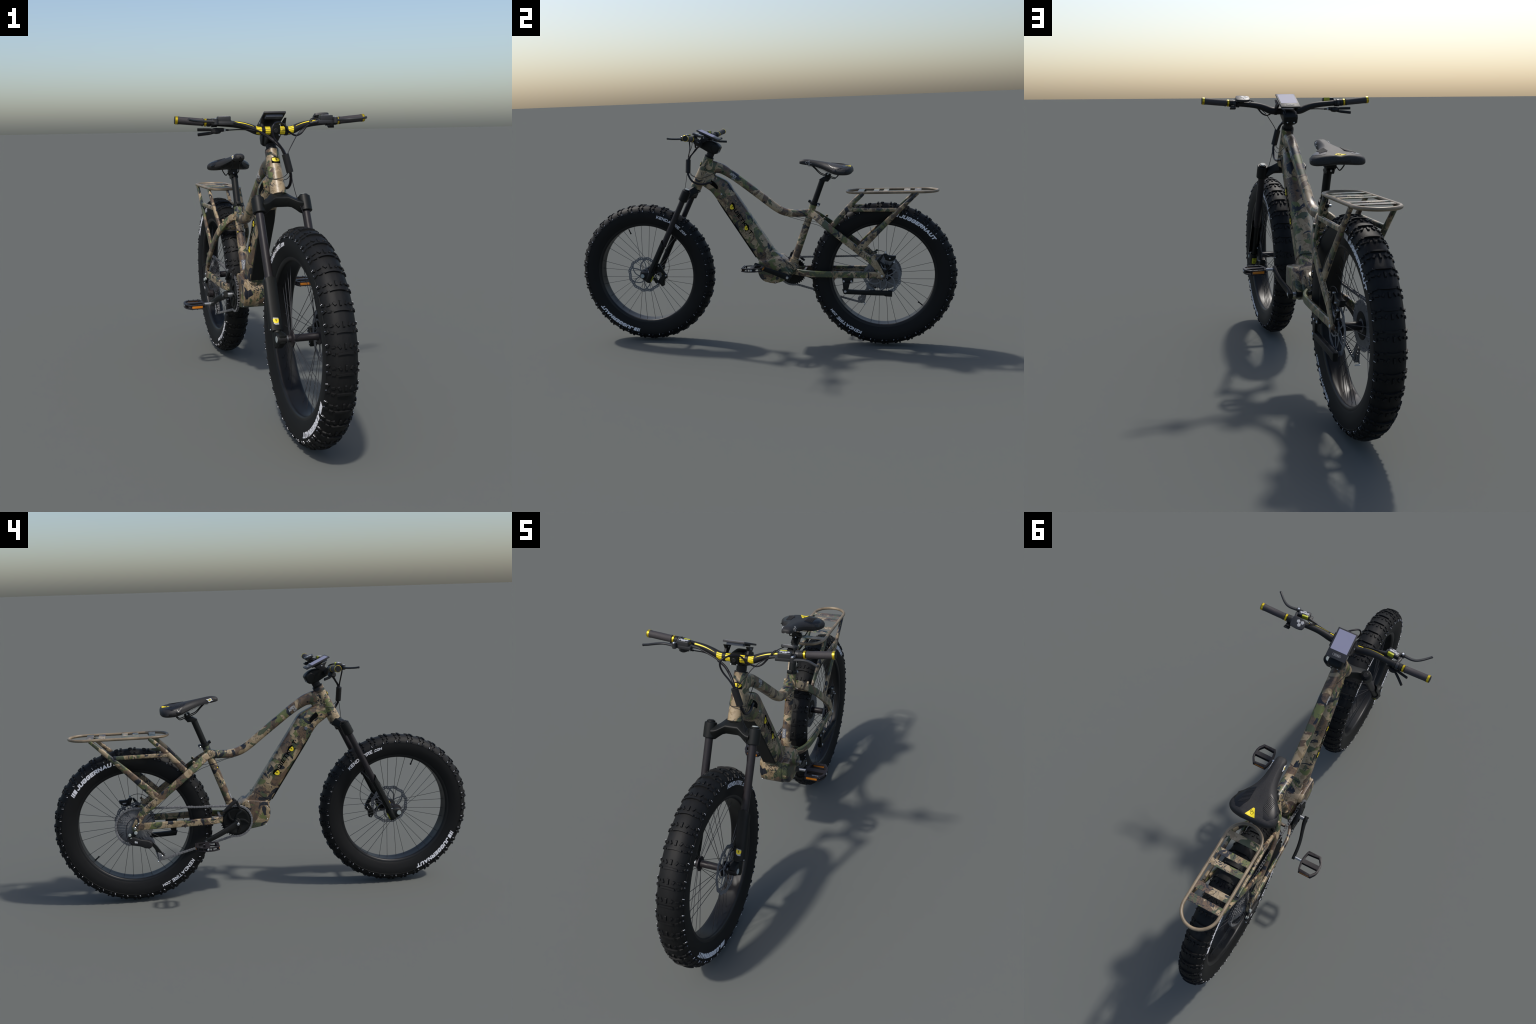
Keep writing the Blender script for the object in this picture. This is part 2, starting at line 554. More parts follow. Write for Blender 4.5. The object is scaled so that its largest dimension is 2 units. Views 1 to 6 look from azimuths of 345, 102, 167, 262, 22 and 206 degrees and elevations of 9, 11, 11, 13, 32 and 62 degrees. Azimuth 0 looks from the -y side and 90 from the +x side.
def lettering(jug_p, ken_p, jug_n, ken_n):
    b = Build()
    for side, jug, ken in ((1, jug_p, ken_p), (-1, jug_n, ken_n)):
        ring_text(b, "JUGGERNAUT", *jug, .3085, .3270, side, bars=True, shear=.22, weight=.27, gap=.10)
        d = ken[1] - ken[0]
        ring_text(b, "KENDATIRE", ken[0], ken[0] + d * .745, .3105, .3265, side, shear=.10, weight=.19, gap=.14)
        ring_text(b, ".COM", ken[0] + d * .775, ken[1], .3105, .3225, side, shear=.15, weight=.21, gap=.14)
    return b

def make_rim():
    b = Build()
    prof = [(.0392, .2720), (.0385, .2665), (.0360, .2612), (.0320, .2585), (.0260, .2582), (.0120, .2590), (0, .2592)]
    prof = [(-x, r) for x, r in prof] + [(x, r) for x, r in reversed(prof[:-1])]
    n = 144
    b.loft([[(x, r * cos(2 * pi * i / n), r * sin(2 * pi * i / n)) for x, r in prof] +
            [(x, .274 * cos(2 * pi * i / n), .274 * sin(2 * pi * i / n)) for x in (.034, -.034)] for i in range(n)], "rim", closed=True)
    return b

def rotor_build(x, R=.0965, ph=0.0, rev=1):
    b = Build()
    n = 180
    outer = []
    inner = []
    for i in range(n):
        t = 2 * pi * i / n
        outer.append(((R - .0022 + .0022 * cos(12 * t)) * cos(t + ph), (R - .0022 + .0022 * cos(12 * t)) * sin(t + ph)))
        ri = R - .0172 + .0018 * cos(12 * t)
        inner.append((ri * cos(t + ph), ri * sin(t + ph)))
    holes = [inner]
    for i in range(48):
        t = 2 * pi * i / 48 + ph
        r = R - .0090 + (.0030 if i % 4 in (0,) else -.0022 if i % 4 == 2 else .0006)
        holes.append(circle2(.0022, 8, (r * cos(t), r * sin(t))))
    b.plate([outer] + holes, .0020, "rotor", Matrix.Translation((x, 0, 0)) @ YZ)
    # curved arms crossing from the carrier to the braking ring
    for i in range(6):
        for lean, w in ((0.95, .0030), (-0.35, .0026)):
            t0 = 2 * pi * i / 6 + ph
            pts = []
            for k in range(9):
                f = k / 8
                r = .024 + (R - .0172 - .024 + .003) * f
                t = t0 + rev * lean * (f ** 1.4)
                pts.append((x, r * cos(t), r * sin(t)))
            b.sweep(pts, .0009, w, "rotor", e=6, n=8)
    b.plate([circle2(.029, 36), circle2(.0150, 24)] + [circle2(.0026, 8, (.0225 * cos(radians(60 * i)), .0225 * sin(radians(60 * i)))) for i in range(6)],
            .0026, "rotor", Matrix.Translation((x, 0, 0)) @ YZ)
    for i in range(6):
        t = radians(60 * i + 30)
        b.cyl((x, .0225 * cos(t), .0225 * sin(t)), (x + .0035, .0225 * cos(t), .0225 * sin(t)), .0034, "black", 8)
    return b

def make_wheel(y, rear):
    w = empty("wheel", (0, y, RW), bike)
    if not rear:
        make_wheel.tyre = make_tyre().finish("tyre", w, 50)
        make_wheel.knobs = make_knobs().finish("tread_blocks", make_wheel.tyre, 30, stuff=True)
        make_wheel.rim = make_rim().finish("rim", w, 50)
        make_wheel.bar = tread_bar_mesh().finish("tread_bar", w, 40)
    tyre, rim = (make_wheel.tyre, make_wheel.rim) if not rear else (copy_of(make_wheel.tyre, w), copy_of(make_wheel.rim, w))
    if rear:
        kb = copy_of(make_wheel.knobs, tyre)
    else:
        kb = make_wheel.knobs
    kb.parent = w
    for i in range(36):
        phi = 2 * pi * i / 36 + radians(3.1)
        mt = Matrix.Rotation(phi - pi / 2, 4, "X")
        if i == 0 and not rear:
            make_wheel.bar.matrix_local = mt
        else:
            copy_of(make_wheel.bar, w, mt)
    if rear:
        lettering((81.5, 35.2), (-110, -146), (31.0, 78.5), (-146.6, -111)).finish("tyre_lettering", w, 60)
    else:
        lettering((-100, -146.3), (75.6, 41.7), (-156, -110), (42.6, 77)).finish("tyre_lettering", w, 60)
    # hub
    b = Build()
    if rear:
        b.lathe([(-.052, .012), (-.050, .030), (-.044, .031), (-.040, .018), (-.034, .0150), (.030, .0150), (.036, .018), (.040, .029), (.045, .029), (.047, .020), (.060, .0165), (.062, .010)], (0, 0, 0), (1, 0, 0), "stanchion", 32)
        b.cyl((-.078, 0, 0), (.080, 0, 0), .0062, "steel", 12)
    else:
        b.lathe([(-.066, .009), (-.064, .0115), (-.054, .0130), (-.0505, .0280), (-.0465, .0285), (-.043, .0150), (-.036, .0130), (.036, .0130), (.042, .0160), (.045, .0285), (.049, .0285), (.051, .019), (.060, .0170), (.061, .010)], (0, 0, 0), (1, 0, 0), "stanchion", 32)
        b.cyl((-.078, 0, 0), (.080, 0, 0), .0075, "steel", 14)
        b.cyl((-.0740, 0, 0), (-.0580, 0, 0), .0112, "steel", 20)
    b.finish("hub", w)
    # spokes: eight bundles of four
    sp = None
    for g in range(8):
        for j, o in enumerate((-14.3, -5.1, 5.1, 14.3)):
            # neighbouring bundles run to opposite hub flanges
            side = 1 if g % 2 == 0 else -1
            hub_off = (-41, -36, 36, 41)[j]
            pr, ph = radians(45 * g + o), radians(45 * g + hub_off)
            p0 = V((side * (.047 + (.0012 if j in (0, 3) else -.0012)), .0262 * cos(ph), .0262 * sin(ph)))
            p1 = V((side * .009, .2600 * cos(pr), .2600 * sin(pr)))
            L = (p1 - p0).length
            if make_wheel.spoke is None:
                s = Build()
                s.tube([(0, 0, 0), (0, 0, 1)], .00105, "spoke", 6)
                sp = s.finish("spoke", w)
                make_wheel.spoke = sp
                ob = sp
            else:
                ob = copy_of(make_wheel.spoke, w)
            q = (p1 - p0).to_track_quat("Z", "Y").to_matrix().to_4x4()
            ob.matrix_local = Matrix.Translation(p0) @ q @ Matrix.Diagonal((1, 1, L, 1))
    # tyre valve
    pv = radians(-39.5 if rear else 112.7)
    d = V((0, cos(pv), sin(pv)))
    b = Build()
    b.cyl(d * .256, d * .232, .0030, "black", 10)
    b.cyl(d * .234, d * .226, .0042, "black", 10)
    b.finish("tyre_valve", w)
    rotor_build(.0575, .0965, 0.15 if rear else .3, -1).finish("brake_rotor", w, 30)
    return w

make_wheel.spoke = None
front_wheel = make_wheel(-WY, False)
rear_wheel = make_wheel(WY, True)

# ================================================================== FRAME
frame_b = Build()
# head tube
HT0, HT1 = V((0, -.2575, .9835)), V((0, -.3385, .8245))
hd = (HT1 - HT0).normalized()
hl = (HT1 - HT0).length
frame_b.lathe([(0, .0225), (.0015, .0258), (.012, .0258), (.06, .0262), (.12, .0275), (hl - .012, .0288), (hl - .0015, .0288), (hl, .025)], HT0, hd, "camo", 40)
frame = frame_b.finish("frame", bike)
frame.name = "head_tube"

def part(build, name, angle=40):
    return build.finish(name, bike, angle)

# top tube: y, z, height, half width
tt = crom([(-.274, .938, .062, .0190), (-.245, .9345, .062, .0215), (-.222, .930, .058, .0215), (-.190, .9200, .0500, .0210), (-.145, .8925, .0440, .0205), (-.100, .8600, .0415, .0200), (-.040, .8142, .0410, .0195), (.020, .7678, .0405, .0195),
           (.070, .7290, .0405, .0195), (.110, .7030, .0400, .0195), (.150, .6895, .0385, .0195), (.190, .6865, .0375, .0195), (.235, .6885, .0400, .0190), (.268, .6900, .0440, .0175)], 5)
b = Build()
b.sweep([(0, p[0], p[1]) for p in tt], [p[3] for p in tt], [p[2] / 2 for p in tt], "camo", e=2.7, n=28)
b.cyl((0.0195, -.1830, .9075), (.0225, -.1830, .9075), .004, "black", 10)
b.cyl((-.0195, -.2043, .9165), (-.0225, -.2043, .9165), .004, "black", 10)
b.prism([(-.2900, .9500), (-.2420, .9500), (-.2290, .9050), (-.2290, .8960), (-.2420, .8800), (-.2900, .8500), (-.3150, .8700)], -.0165, .0165, "camo", bev=.005, seg=3)
part(b, "top_tube", 60)

# down tube (battery case): top point, bottom point, half width
DT = crom([(-.278, .912, -.328, .850, .021), (-.240, .896, -.302, .838, .0245), (-.222, .888, -.278, .822, .029), (-.192, .8735, -.256, .806, .0335), (-.172, .862, -.2395, .787, .0360), (-.157, .8475, -.228, .7705, .0370), (-.1395, .8210, -.2130, .7500, .0375),
           (-.0900, .7450, -.1690, .6825, .0375), (.000, .6070, -.0830, .5480, .0375), (.0640, .5090, -.0205, .4485, .0375)], 6)

def dt_ring(p, n=40, grow=0.0, kw=1.0):
    top, bot = V((0, p[0], p[1])), V((0, p[2], p[3]))
    mid, half = (top + bot) / 2, (top - bot) / 2
    hl2 = half.length + grow
    up = half.normalized()
    out = []
    for x, y in sring(n, 1, 1, 3.6):
        w = (p[4] + grow) * kw * (1.0 - .10 * max(0, -y) - .06 * max(0, y))
        out.append(mid + V((w * x, 0, 0)) + up * (hl2 * y))
    return out

def dt_frame(t):
    """station of the straight part: t 0 at the bend, 1 at the lower seam"""
    a, c = (-.1395, .8210, -.2130, .7500), (.0640, .5090, -.0205, .4485)
    return [p + (q - p) * t for p, q in zip(a, c)]

def dt_side(u, v):
    """u metres down the straight part from the bend, v metres above the middle; gives (point, half width there)"""
    L = hypot(.0640 + .1395, .5090 - .8210)
    a = dt_frame(u / L)
    top, bot = V((0, a[0], a[1])), V((0, a[2], a[3]))
    mid, half = (top + bot) / 2, (top - bot) / 2
    y = v / half.length
    w = .0375 * (1 - .10 * max(0, -y) - .06 * max(0, y)) * (1 - abs(y) ** 3.6) ** (1 / 3.6)
    return mid + half.normalized() * v, w

b = Build()
b.loft([dt_ring(p) for p in DT], "camo")
part(b, "down_tube", 50)
# collar below the seam
b = Build()
q = (.0640, .5090, -.0205, .4485, .0375)
q2 = (.0660, .5055, -.0190, .4455, .0375)
q3 = (.0790, .4860, -.0110, .4330, .0375)
b.loft([dt_ring((.060, .512, -.021, .452, .0375), grow=-.0025), dt_ring(q2, grow=-.0025), dt_ring((.0668, .5040, -.0184, .4445, .0375)), dt_ring(q3), dt_ring((.104, .450, .006, .405, .0375))], "camo")
part(b, "down_tube_collar", 35)

# black underside of the battery
b = Build()
rings = []
for k in range(13):
    f = k / 12
    y, z = -.2230 + (-.0290 + .2230) * f, .7600 + (.4570 - .7600) * f
    wn = .026 * min(1, .75 + 2.2 * f)
    n = V((0, -.842, -.540))
    c = V((0, y, z)) - n * .0068
    rings.append([c + V((wn * sx, 0, 0)) + n * d for sx, d in ((-1.12, 0), (-1.0, .0042), (1.0, .0042), (1.12, 0))])
b.loft(rings, "skirt")
part(b, "battery_underside")

# cable ports on both sides near the head tube: raised rim with a black almond-shaped plug standing slightly proud
for sg in (1, -1):
    b = Build()
    o = crom([(-.2440, .8735), (-.2260, .8600), (-.2090, .8410), (-.2040, .8280), (-.2110, .8140), (-.2320, .8300), (-.2540, .8450), (-.2560, .8580), (-.2440, .8735)], 4)[:-1]
    px = lambda y, d: sg * (.0305 + (y + .256) / .052 * .0055 + d)
    inner = [(-.2300 + (y + .2300) * .82, .8440 + (z - .8440) * .82) for y, z in o]
    rr = [[(px(y, -.006), y, z) for y, z in o], [(px(y, .0012), y, z) for y, z in o], [(px(y, .0016), -.23 + (y + .23) * .93, .844 + (z - .844) * .93) for y, z in o]]
    b.loft(rr, "camo")
    b.loft([[(px(y, -.004), y, z) for y, z in inner], [(px(y, .0021), y, z) for y, z in inner]], "ink")
    part(b, "cable_port")

# lock and bolt on the battery
b = Build()
b.cyl((.030, -.1915, .7940), (.0385, -.1915, .7940), .0050, "steel", 18)
b.cyl((.030, -.1915, .7940), (.0378, -.1915, .7940), .0065, "black", 18)
part(b, "battery_lock")
b = Build()
b.cyl((-.030, -.1918, .7945), (-.0385, -.1918, .7945), .0080, "sticker", 18)
part(b, "battery_lock")

# seat tube
ST0, ST1 = V((0, .2800, .7305)), V((0, .1690, .4280))
b = Build()
sd = (ST1 - ST0).normalized()
sl = (ST1 - ST0).length
b.lathe([(0, .0150), (.001, .0178), (.04, .0180), (.12, .0183), (.22, .0183), (sl, .0190), (sl + .03, .0190)], ST0, sd, "camo", 32)
# yoke plates beside the seat tube and the bolt cups at the top
b.sweep([(0, .2535, .6885), (0, .2660, .6870)], [.0215, .0210], [.023, .022], "camo", e=3, n=24)
part(b, "seat_tube", 40)

# bracket that holds the motor
b = Build()
b.prism([(.0660, .4960), (.0780, .4880), (.0980, .4700), (.1220, .4560), (.1480, .4380), (.1830, .4330), (.1960, .4020), (.1900, .3700), (.1650, .3720), (.1100, .4200), (.0000, .4420)], -.0310, .0310, "camo", bev=.007, seg=3)
b.sweep([(0, .1760, .449), (0, .1620, .405)], .026, .023, "camo", e=2.5, n=24)
part(b, "motor_bracket", 40)

# motor
b = Build()
mo = crom([(-.0040, .4580), (-.0120, .4300), (-.0140, .4050), (-.0110, .3830), (-.0010, .3600), (.0180, .3430), (.0400, .3365), (.0830, .3300)], 3) + [(.1210, .3420), (.1520, .3600), (.1690, .3750)] + \
     crom([(.1690, .3750), (.1720, .3900), (.1650, .4040), (.1400, .4380), (.1150, .4660), (.0900, .4700), (.0300, .4620), (-.0040, .4580)], 2)[1:-1]
mo = [(y, z - .003) for y, z in mo]
b.prism(mo, -.0400, .0500, "camo", bev=.009, seg=4)
b.prism([(y + (.004 if y < .05 else -.008 if y > .14 else -.003), z * .965 + .0138) for y, z in mo], .040, .0740, "camo", bev=.011, seg=4)
b.prism([(min(y, .128) + (.002 if y < .05 else 0), z) for y, z in mo if not (y > .1285 and z < .40)], -.0510, -.034, "camo", bev=.004, seg=3)
b.prism([(.04 + y, z) for y, z in ((-.02, .458), (.03, .458), (.03, .452), (-.02, .452))], -.024, .024, "camo", bev=.002)
for y, z in ((.012, .3445), (.0020, .4320), (.0040, .3690), (.0920, .4610)):
    b.cyl((-.048, y, z), (-.0522, y, z), .0022, "steel", 10)
for y, z in ((.084, .338), (.120, .421)):
    b.cyl((.070, y, z), (.0750, y, z), .0022, "steel", 10)
b.cyl((.070, .120, .406), (.0748, .120, .406), .009, "camo", 20)
b.cyl((.050, .1500, .3695), (.0730, .1500, .3695), .016, "black", 24)
motor = part(b, "motor", 40)

# chain stays
for sg in (1, -1):
    b = Build()
    pth = crom([(sg * .024, .1800, .3855), (sg * .040, .2010, .3855), (sg * .0580, .2350, .3845), (sg * .0685, .2700, .3835), (sg * .0725, .3200, .3830), (sg * .0735, .4500, .3815), (sg * .0740, .5600, .3815), (sg * .0735, .6150, .3800)], 4)
    b.sweep(pth, .0068, .0160, "camo", e=5, n=20, ref=(1, 0, 0))
    b.cyl((sg * .0735, .396, .367), (sg * .0735, .396, .361), .003, "camo", 10)
    part(b, "chain_stay", 40)
b = Build()
b.box((0, .2290, .3900), (.088, .012, .014), "camo", bev=.002)
part(b, "chain_stay_bridge")

# seat stays with drop-out
for sg in (1, -1):
    b = Build()
    pth = crom([(sg * .018, .2720, .6880), (sg * .034, .2960, .6730), (sg * .0520, .3330, .6440), (sg * .0655, .3750, .6120), (sg * .0715, .4200, .5770), (sg * .0738, .4700, .5375), (sg * .0745, .5300, .4900), (sg * .0745, .5880, .4430)], 4)
    b.sweep(pth, .0070, .0168, "camo", e=5, n=20)
    drop = [(.5730, .4350), (.6010, .4580), (.6190, .4280), (.6410, .3830), (.6400, .3660), (.6300, .3560), (.6150, .3600), (.6020, .3900), (.5880, .4170)]
    b.prism(drop, sg * .0670 if sg > 0 else -.0800, .0800 if sg > 0 else -.0670, "camo", bev=.002)
    # threaded eyelets
    for y, z in ((.3370, .6600), (.5890, .4750)):
        ex = .0530 if y < .4 else .0735
        b.box((sg * ex, y - .004, z - .006), (.006, .014, .018), "camo", Matrix.Rotation(.67, 3, "X"), .001)
        b.cyl((sg * (ex - .0045), y + .004, z + .005), (sg * (ex + .0045), y + .004, z + .005), .0062, "camo", 14)
        b.cyl((sg * (ex - .0052), y + .004, z + .005), (sg * (ex + .0052), y + .004, z + .005), .0030, "ink", 10)
    b.cyl((sg * .0780, .6275, .3760), (sg * .0835, .6275, .3760), .0065, "steel", 18)
    for y, z in ((.6120, .3960), (.6190, .3890), (.6080, .3990)):
        b.cyl((sg * .0780, y, z), (sg * .0818, y, z), .0022, "steel", 8)
    part(b, "seat_stay", 40)
b = Build()
b.box((0, .3350, .6330), (.098, .012, .016), "camo", Matrix.Rotation(-.68, 3, "X"), .003)
part(b, "seat_stay_bridge")

# ------------------------------------------------------------------ decals on the frame
def on_down_tube(vs, fs, mat, name, side, u0, v0, parent_b):
    """text coordinates (x along the tube, y across) laid on the battery side"""
    out = []
    for p in vs:
        if side > 0:
            u, vv = u0 + p.x, v0 + p.y
        else:
            u, vv = u0 - p.x, v0 - p.y
            vv = v0 + p.y
            u = u0 - p.x
        c, w = dt_side(u, vv)
        out.append((side * (w + .0006 + p.z), c.y, c.z))
    parent_b.add(out, fs, mat)

def flat_shape(pts, z0=.0005):
    n = len(pts)
    vs = [V((x, y, z0)) for x, y in pts] + [V((x, y, -.0006)) for x, y in pts]
    fs = [tuple(range(n)), tuple(range(2 * n - 1, n - 1, -1))] + [(i, i + n, (i + 1) % n + n, (i + 1) % n) for i in range(n)]
    return vs, fs

def eye_lens(w, h, tilt=0.0):
    """half-moon cat eye: flat brow above, round below"""
    pts = [(-w / 2 + w * t, h * (.18 + .12 * sin(pi * t) - .25 * t)) for t in [i / 8 for i in range(9)]]
    pts += [(w / 2 * cos(a), -h * .07 + h * .75 * sin(a)) for a in [-pi * i / 12 for i in range(1, 12)]]
    return pts

for side in (1, -1):
    b = Build()
    # reading direction: downwards on the drive-opposite side, upwards on the other
    U0 = .055 if side > 0 else .253
    vs, fs = block_text("UIETK", .099, .0195, weight=.21)
    on_down_tube([V((p.x + .037, p.y - .009, p.z)) for p in vs], fs, "ink", "", side, U0, .004, b)
    vs, fs = block_text("T", .019, .0195, weight=.21)
    on_down_tube([V((p.x + .172, p.y - .009, p.z)) for p in vs], fs, "ink", "", side, U0, .004, b)
    # Q and A drawn as watching eyes
    for cx, w, h in ((.016, .029, .025), (.150, .026, .022)):
        blk = [(-w * .62, h * .42), (-w * .1, h * .62), (w * .62, h * .20), (w * .58, -h * .2), (w * .30, -h * .62), (w * .62, -h * 1.05), (w * .15, -h * .78), (-w * .28, -h * .62), (-w * .50, -h * .1)]
        vs, fs = flat_shape(blk)
        on_down_tube([V((p.x + cx, p.y, p.z)) for p in vs], fs, "ink", "", side, U0, .004, b)
        vs, fs = flat_shape(eye_lens(w * .86, h * .85), .0009)
        on_down_tube([V((p.x + cx, p.y, p.z)) for p in vs], fs, "yellow", "", side, U0, .004, b)
        vs, fs = flat_shape([(-.0016, -h * .02), (-.0012, -h * .30), (.0016, -h * .30), (.0016, h * .16), (-.0006, h * .16)], .0013)
        on_down_tube([V((p.x + cx, p.y, p.z)) for p in vs], fs, "ink", "", side, U0, .004, b)
    part(b, "frame_lettering", 60)
    # two-line model lettering on the top tube
    b = Build()
    d = V((0, .80, -.60)) if side > 0 else V((0, -.80, .60))
    up = V((0, .60, .80))
    o = V((0, -.1490, .8935)) if side > 0 else V((0, -.1190, .8710))
    for body, x0, y0, ln, ht in (("APEX", 0, 0, .038, .0150), ("HD", .019, -.0150, .019, .0130)):
        vs, fs = block_text(body, ln, ht, weight=.25, shear=.15, depth=.0008, gap=.09)
        out = []
        for p in vs:
            q = o + d * (p.x + x0) + up * (p.y + y0)
            k = min(range(1, len(tt)), key=lambda m: (tt[m][0] - q.y) ** 2 + (tt[m][1] - q.z) ** 2)
            ta = V((0, tt[k][0] - tt[k - 1][0], tt[k][1] - tt[k - 1][1])).normalized()
            vv = abs((q.y - tt[k][0]) * -ta.z + (q.z - tt[k][1]) * ta.y) / (tt[k][2] / 2)
            w = tt[k][3] * (1 - min(vv, .97) ** 2.7) ** (1 / 2.7)
            out.append((side * (w + .0004 + p.z), q.y, q.z))
        b.add(out, fs, "print_grey")
    part(b, "frame_lettering", 60)

def on_head_tube(a_shift, vs, fs, mat, b, dist):
    """wrap (x across, y up the tube) on the front of the head tube at dist below its top"""
    f = V((0, -1, 0))
    f = (f - hd * f.dot(hd)).normalized()
    for_p = []
    for p in vs:
        r = .0272 + p.z
        a = (p.x + a_shift) / .0272
        c = HT0 + hd * (dist - p.y)
        for_p.append(c + f * (r * cos(a)) + V((1, 0, 0)) * (r * sin(a)))
    b.add(for_p, fs, mat)

def grid_shape(x0, x1, fn_lo, fn_hi, n, z0):
    vs, fs = [], []
    for i in range(n + 1):
        x = x0 + (x1 - x0) * i / n
        vs += [V((x, fn_lo(x), z0)), V((x, fn_hi(x), z0)), V((x, fn_hi(x), 0)), V((x, fn_lo(x), 0))]
    for i in range(n):
        a, c = 4 * i, 4 * i + 4
        for k in range(4):
            fs.append((a + k, a + (k + 1) % 4, c + (k + 1) % 4, c + k))
    fs += [(0, 1, 2, 3), (4 * n + 3, 4 * n + 2, 4 * n + 1, 4 * n)]
    return vs, fs

b = Build()
s1 = grid_shape(-.017, .017, lambda x: -.012 + .10 * max(0, -x - .004), lambda x: .011 - .12 * x - 14 * x * x, 12, .0006)
on_head_tube(0.002, *s1, "ink", b, .049)
s2 = grid_shape(-.0145, .0145, lambda x: -.0085 * (1 - (x / .0146) ** 2) ** .5 + .001, lambda x: .0075 - .10 * x - 9 * x * x, 12, .0011)
on_head_tube(0.002, *s2, "yellow", b, .049)
s3 = grid_shape(-.0014, .0014, lambda x: -.003, lambda x: .0065, 2, .0016)
on_head_tube(0.002, *s3, "ink", b, .049)
part(b, "head_badge", 60)

# sticker and small printed mark on the front of the seat tube
def on_seat_tube(vs, fs, mat, b, dist, ang):
    f = V((0, -1, 0))
    f = (f - sd * f.dot(sd)).normalized()
    out = []
    for p in vs:
        r = .0185 + p.z
        a = p.x / .0185 + ang
        out.append(ST0 + sd * (dist - p.y) + f * (r * cos(a)) + V((1, 0, 0)) * (r * sin(a)))
    b.add(out, fs, mat)

b = Build()
on_seat_tube(*grid_shape(-.0095, .0095, lambda x: -.021, lambda x: .021, 8, .0007), "sticker", b, .262, -.25)
vs, fs = block_text("ROCK", .036, .010, weight=.2)
on_seat_tube([V((p.y - .005, p.x - .018, p.z + .0008)) for p in vs], fs, "print_grey", b, .262, -.25)
part(b, "seat_tube_sticker", 60)
b = Build()
vs, fs = block_text("QUIETKAT", .026, .0055, weight=.2)
on_seat_tube([V((p.x - .013, p.y, p.z + .0004)) for p in vs], fs, "ink", b, .118, 0)
on_seat_tube(*grid_shape(-.0175, -.0140, lambda x: 0, lambda x: .005, 2, .0007), "yellow", b, .118, 0)
part(b, "frame_lettering", 60)

# ================================================================== FORK
def leg(z):
    return -.364 - .508 * (.815 - z)
LEGX = .0865
crown = Build()
for sg in (1, -1):
    a0 = V((sg * LEGX, leg(.820), .820))
    dr = V((0, -.508, -1)).normalized()
    crown.lathe([(0, .0200), (.002, .0228), (.020, .0236), (.056, .0236), (.058, .0215), (.058, .0165)], a0, dr, "black", 28)
    crown.lathe([(0, .0145), (.001, .0158), (.007, .0160)], a0 - dr * .006, dr, "black", 24)
rings = []
CR = [(.074, .7660, .8090, -.3800, .0170), (.062, .7690, .8110, -.3775, .0185), (.050, .7790, .8150, -.3720, .0200), (.036, .7890, .8235, -.3610, .0235), (.024, .7915, .8310, -.3510, .0275)]
for x, zl, zh, yc, dy in [(-c[0],) + c[1:] for c in CR] + CR[::-1]:
    zc, hz = (zl + zh) / 2, (zh - zl) / 2
    rings.append([V((x, yc + p - .25 * q, zc + q + .3 * p)) for p, q in sring(24, dy, hz, 7)])
crown.loft(rings, "black")
crown.lathe([(0, .0235), (.004, .0262), (.008, .0240), (.014, .0235)], HT1 - hd * .0005, hd, "black", 30)
crown.finish("fork_crown", bike, 30)
b = Build()
b.lathe([(0, .0095), (.0015, .0115), (.004, .0115)], V((.0865, leg(.820), .820)) - V((0, -.508, -1)).normalized() * .009, V((0, -.508, -1)), "cap", 24)
b.finish("fork_cap", bike)
b = Build()
b.lathe([(0, .0095), (.0015, .0115), (.004, .0115)], V((-.0865, leg(.820), .820)) - V((0, -.508, -1)).normalized() * .009, V((0, -.508, -1)), "plastic", 24)
b.finish("fork_cap", bike)
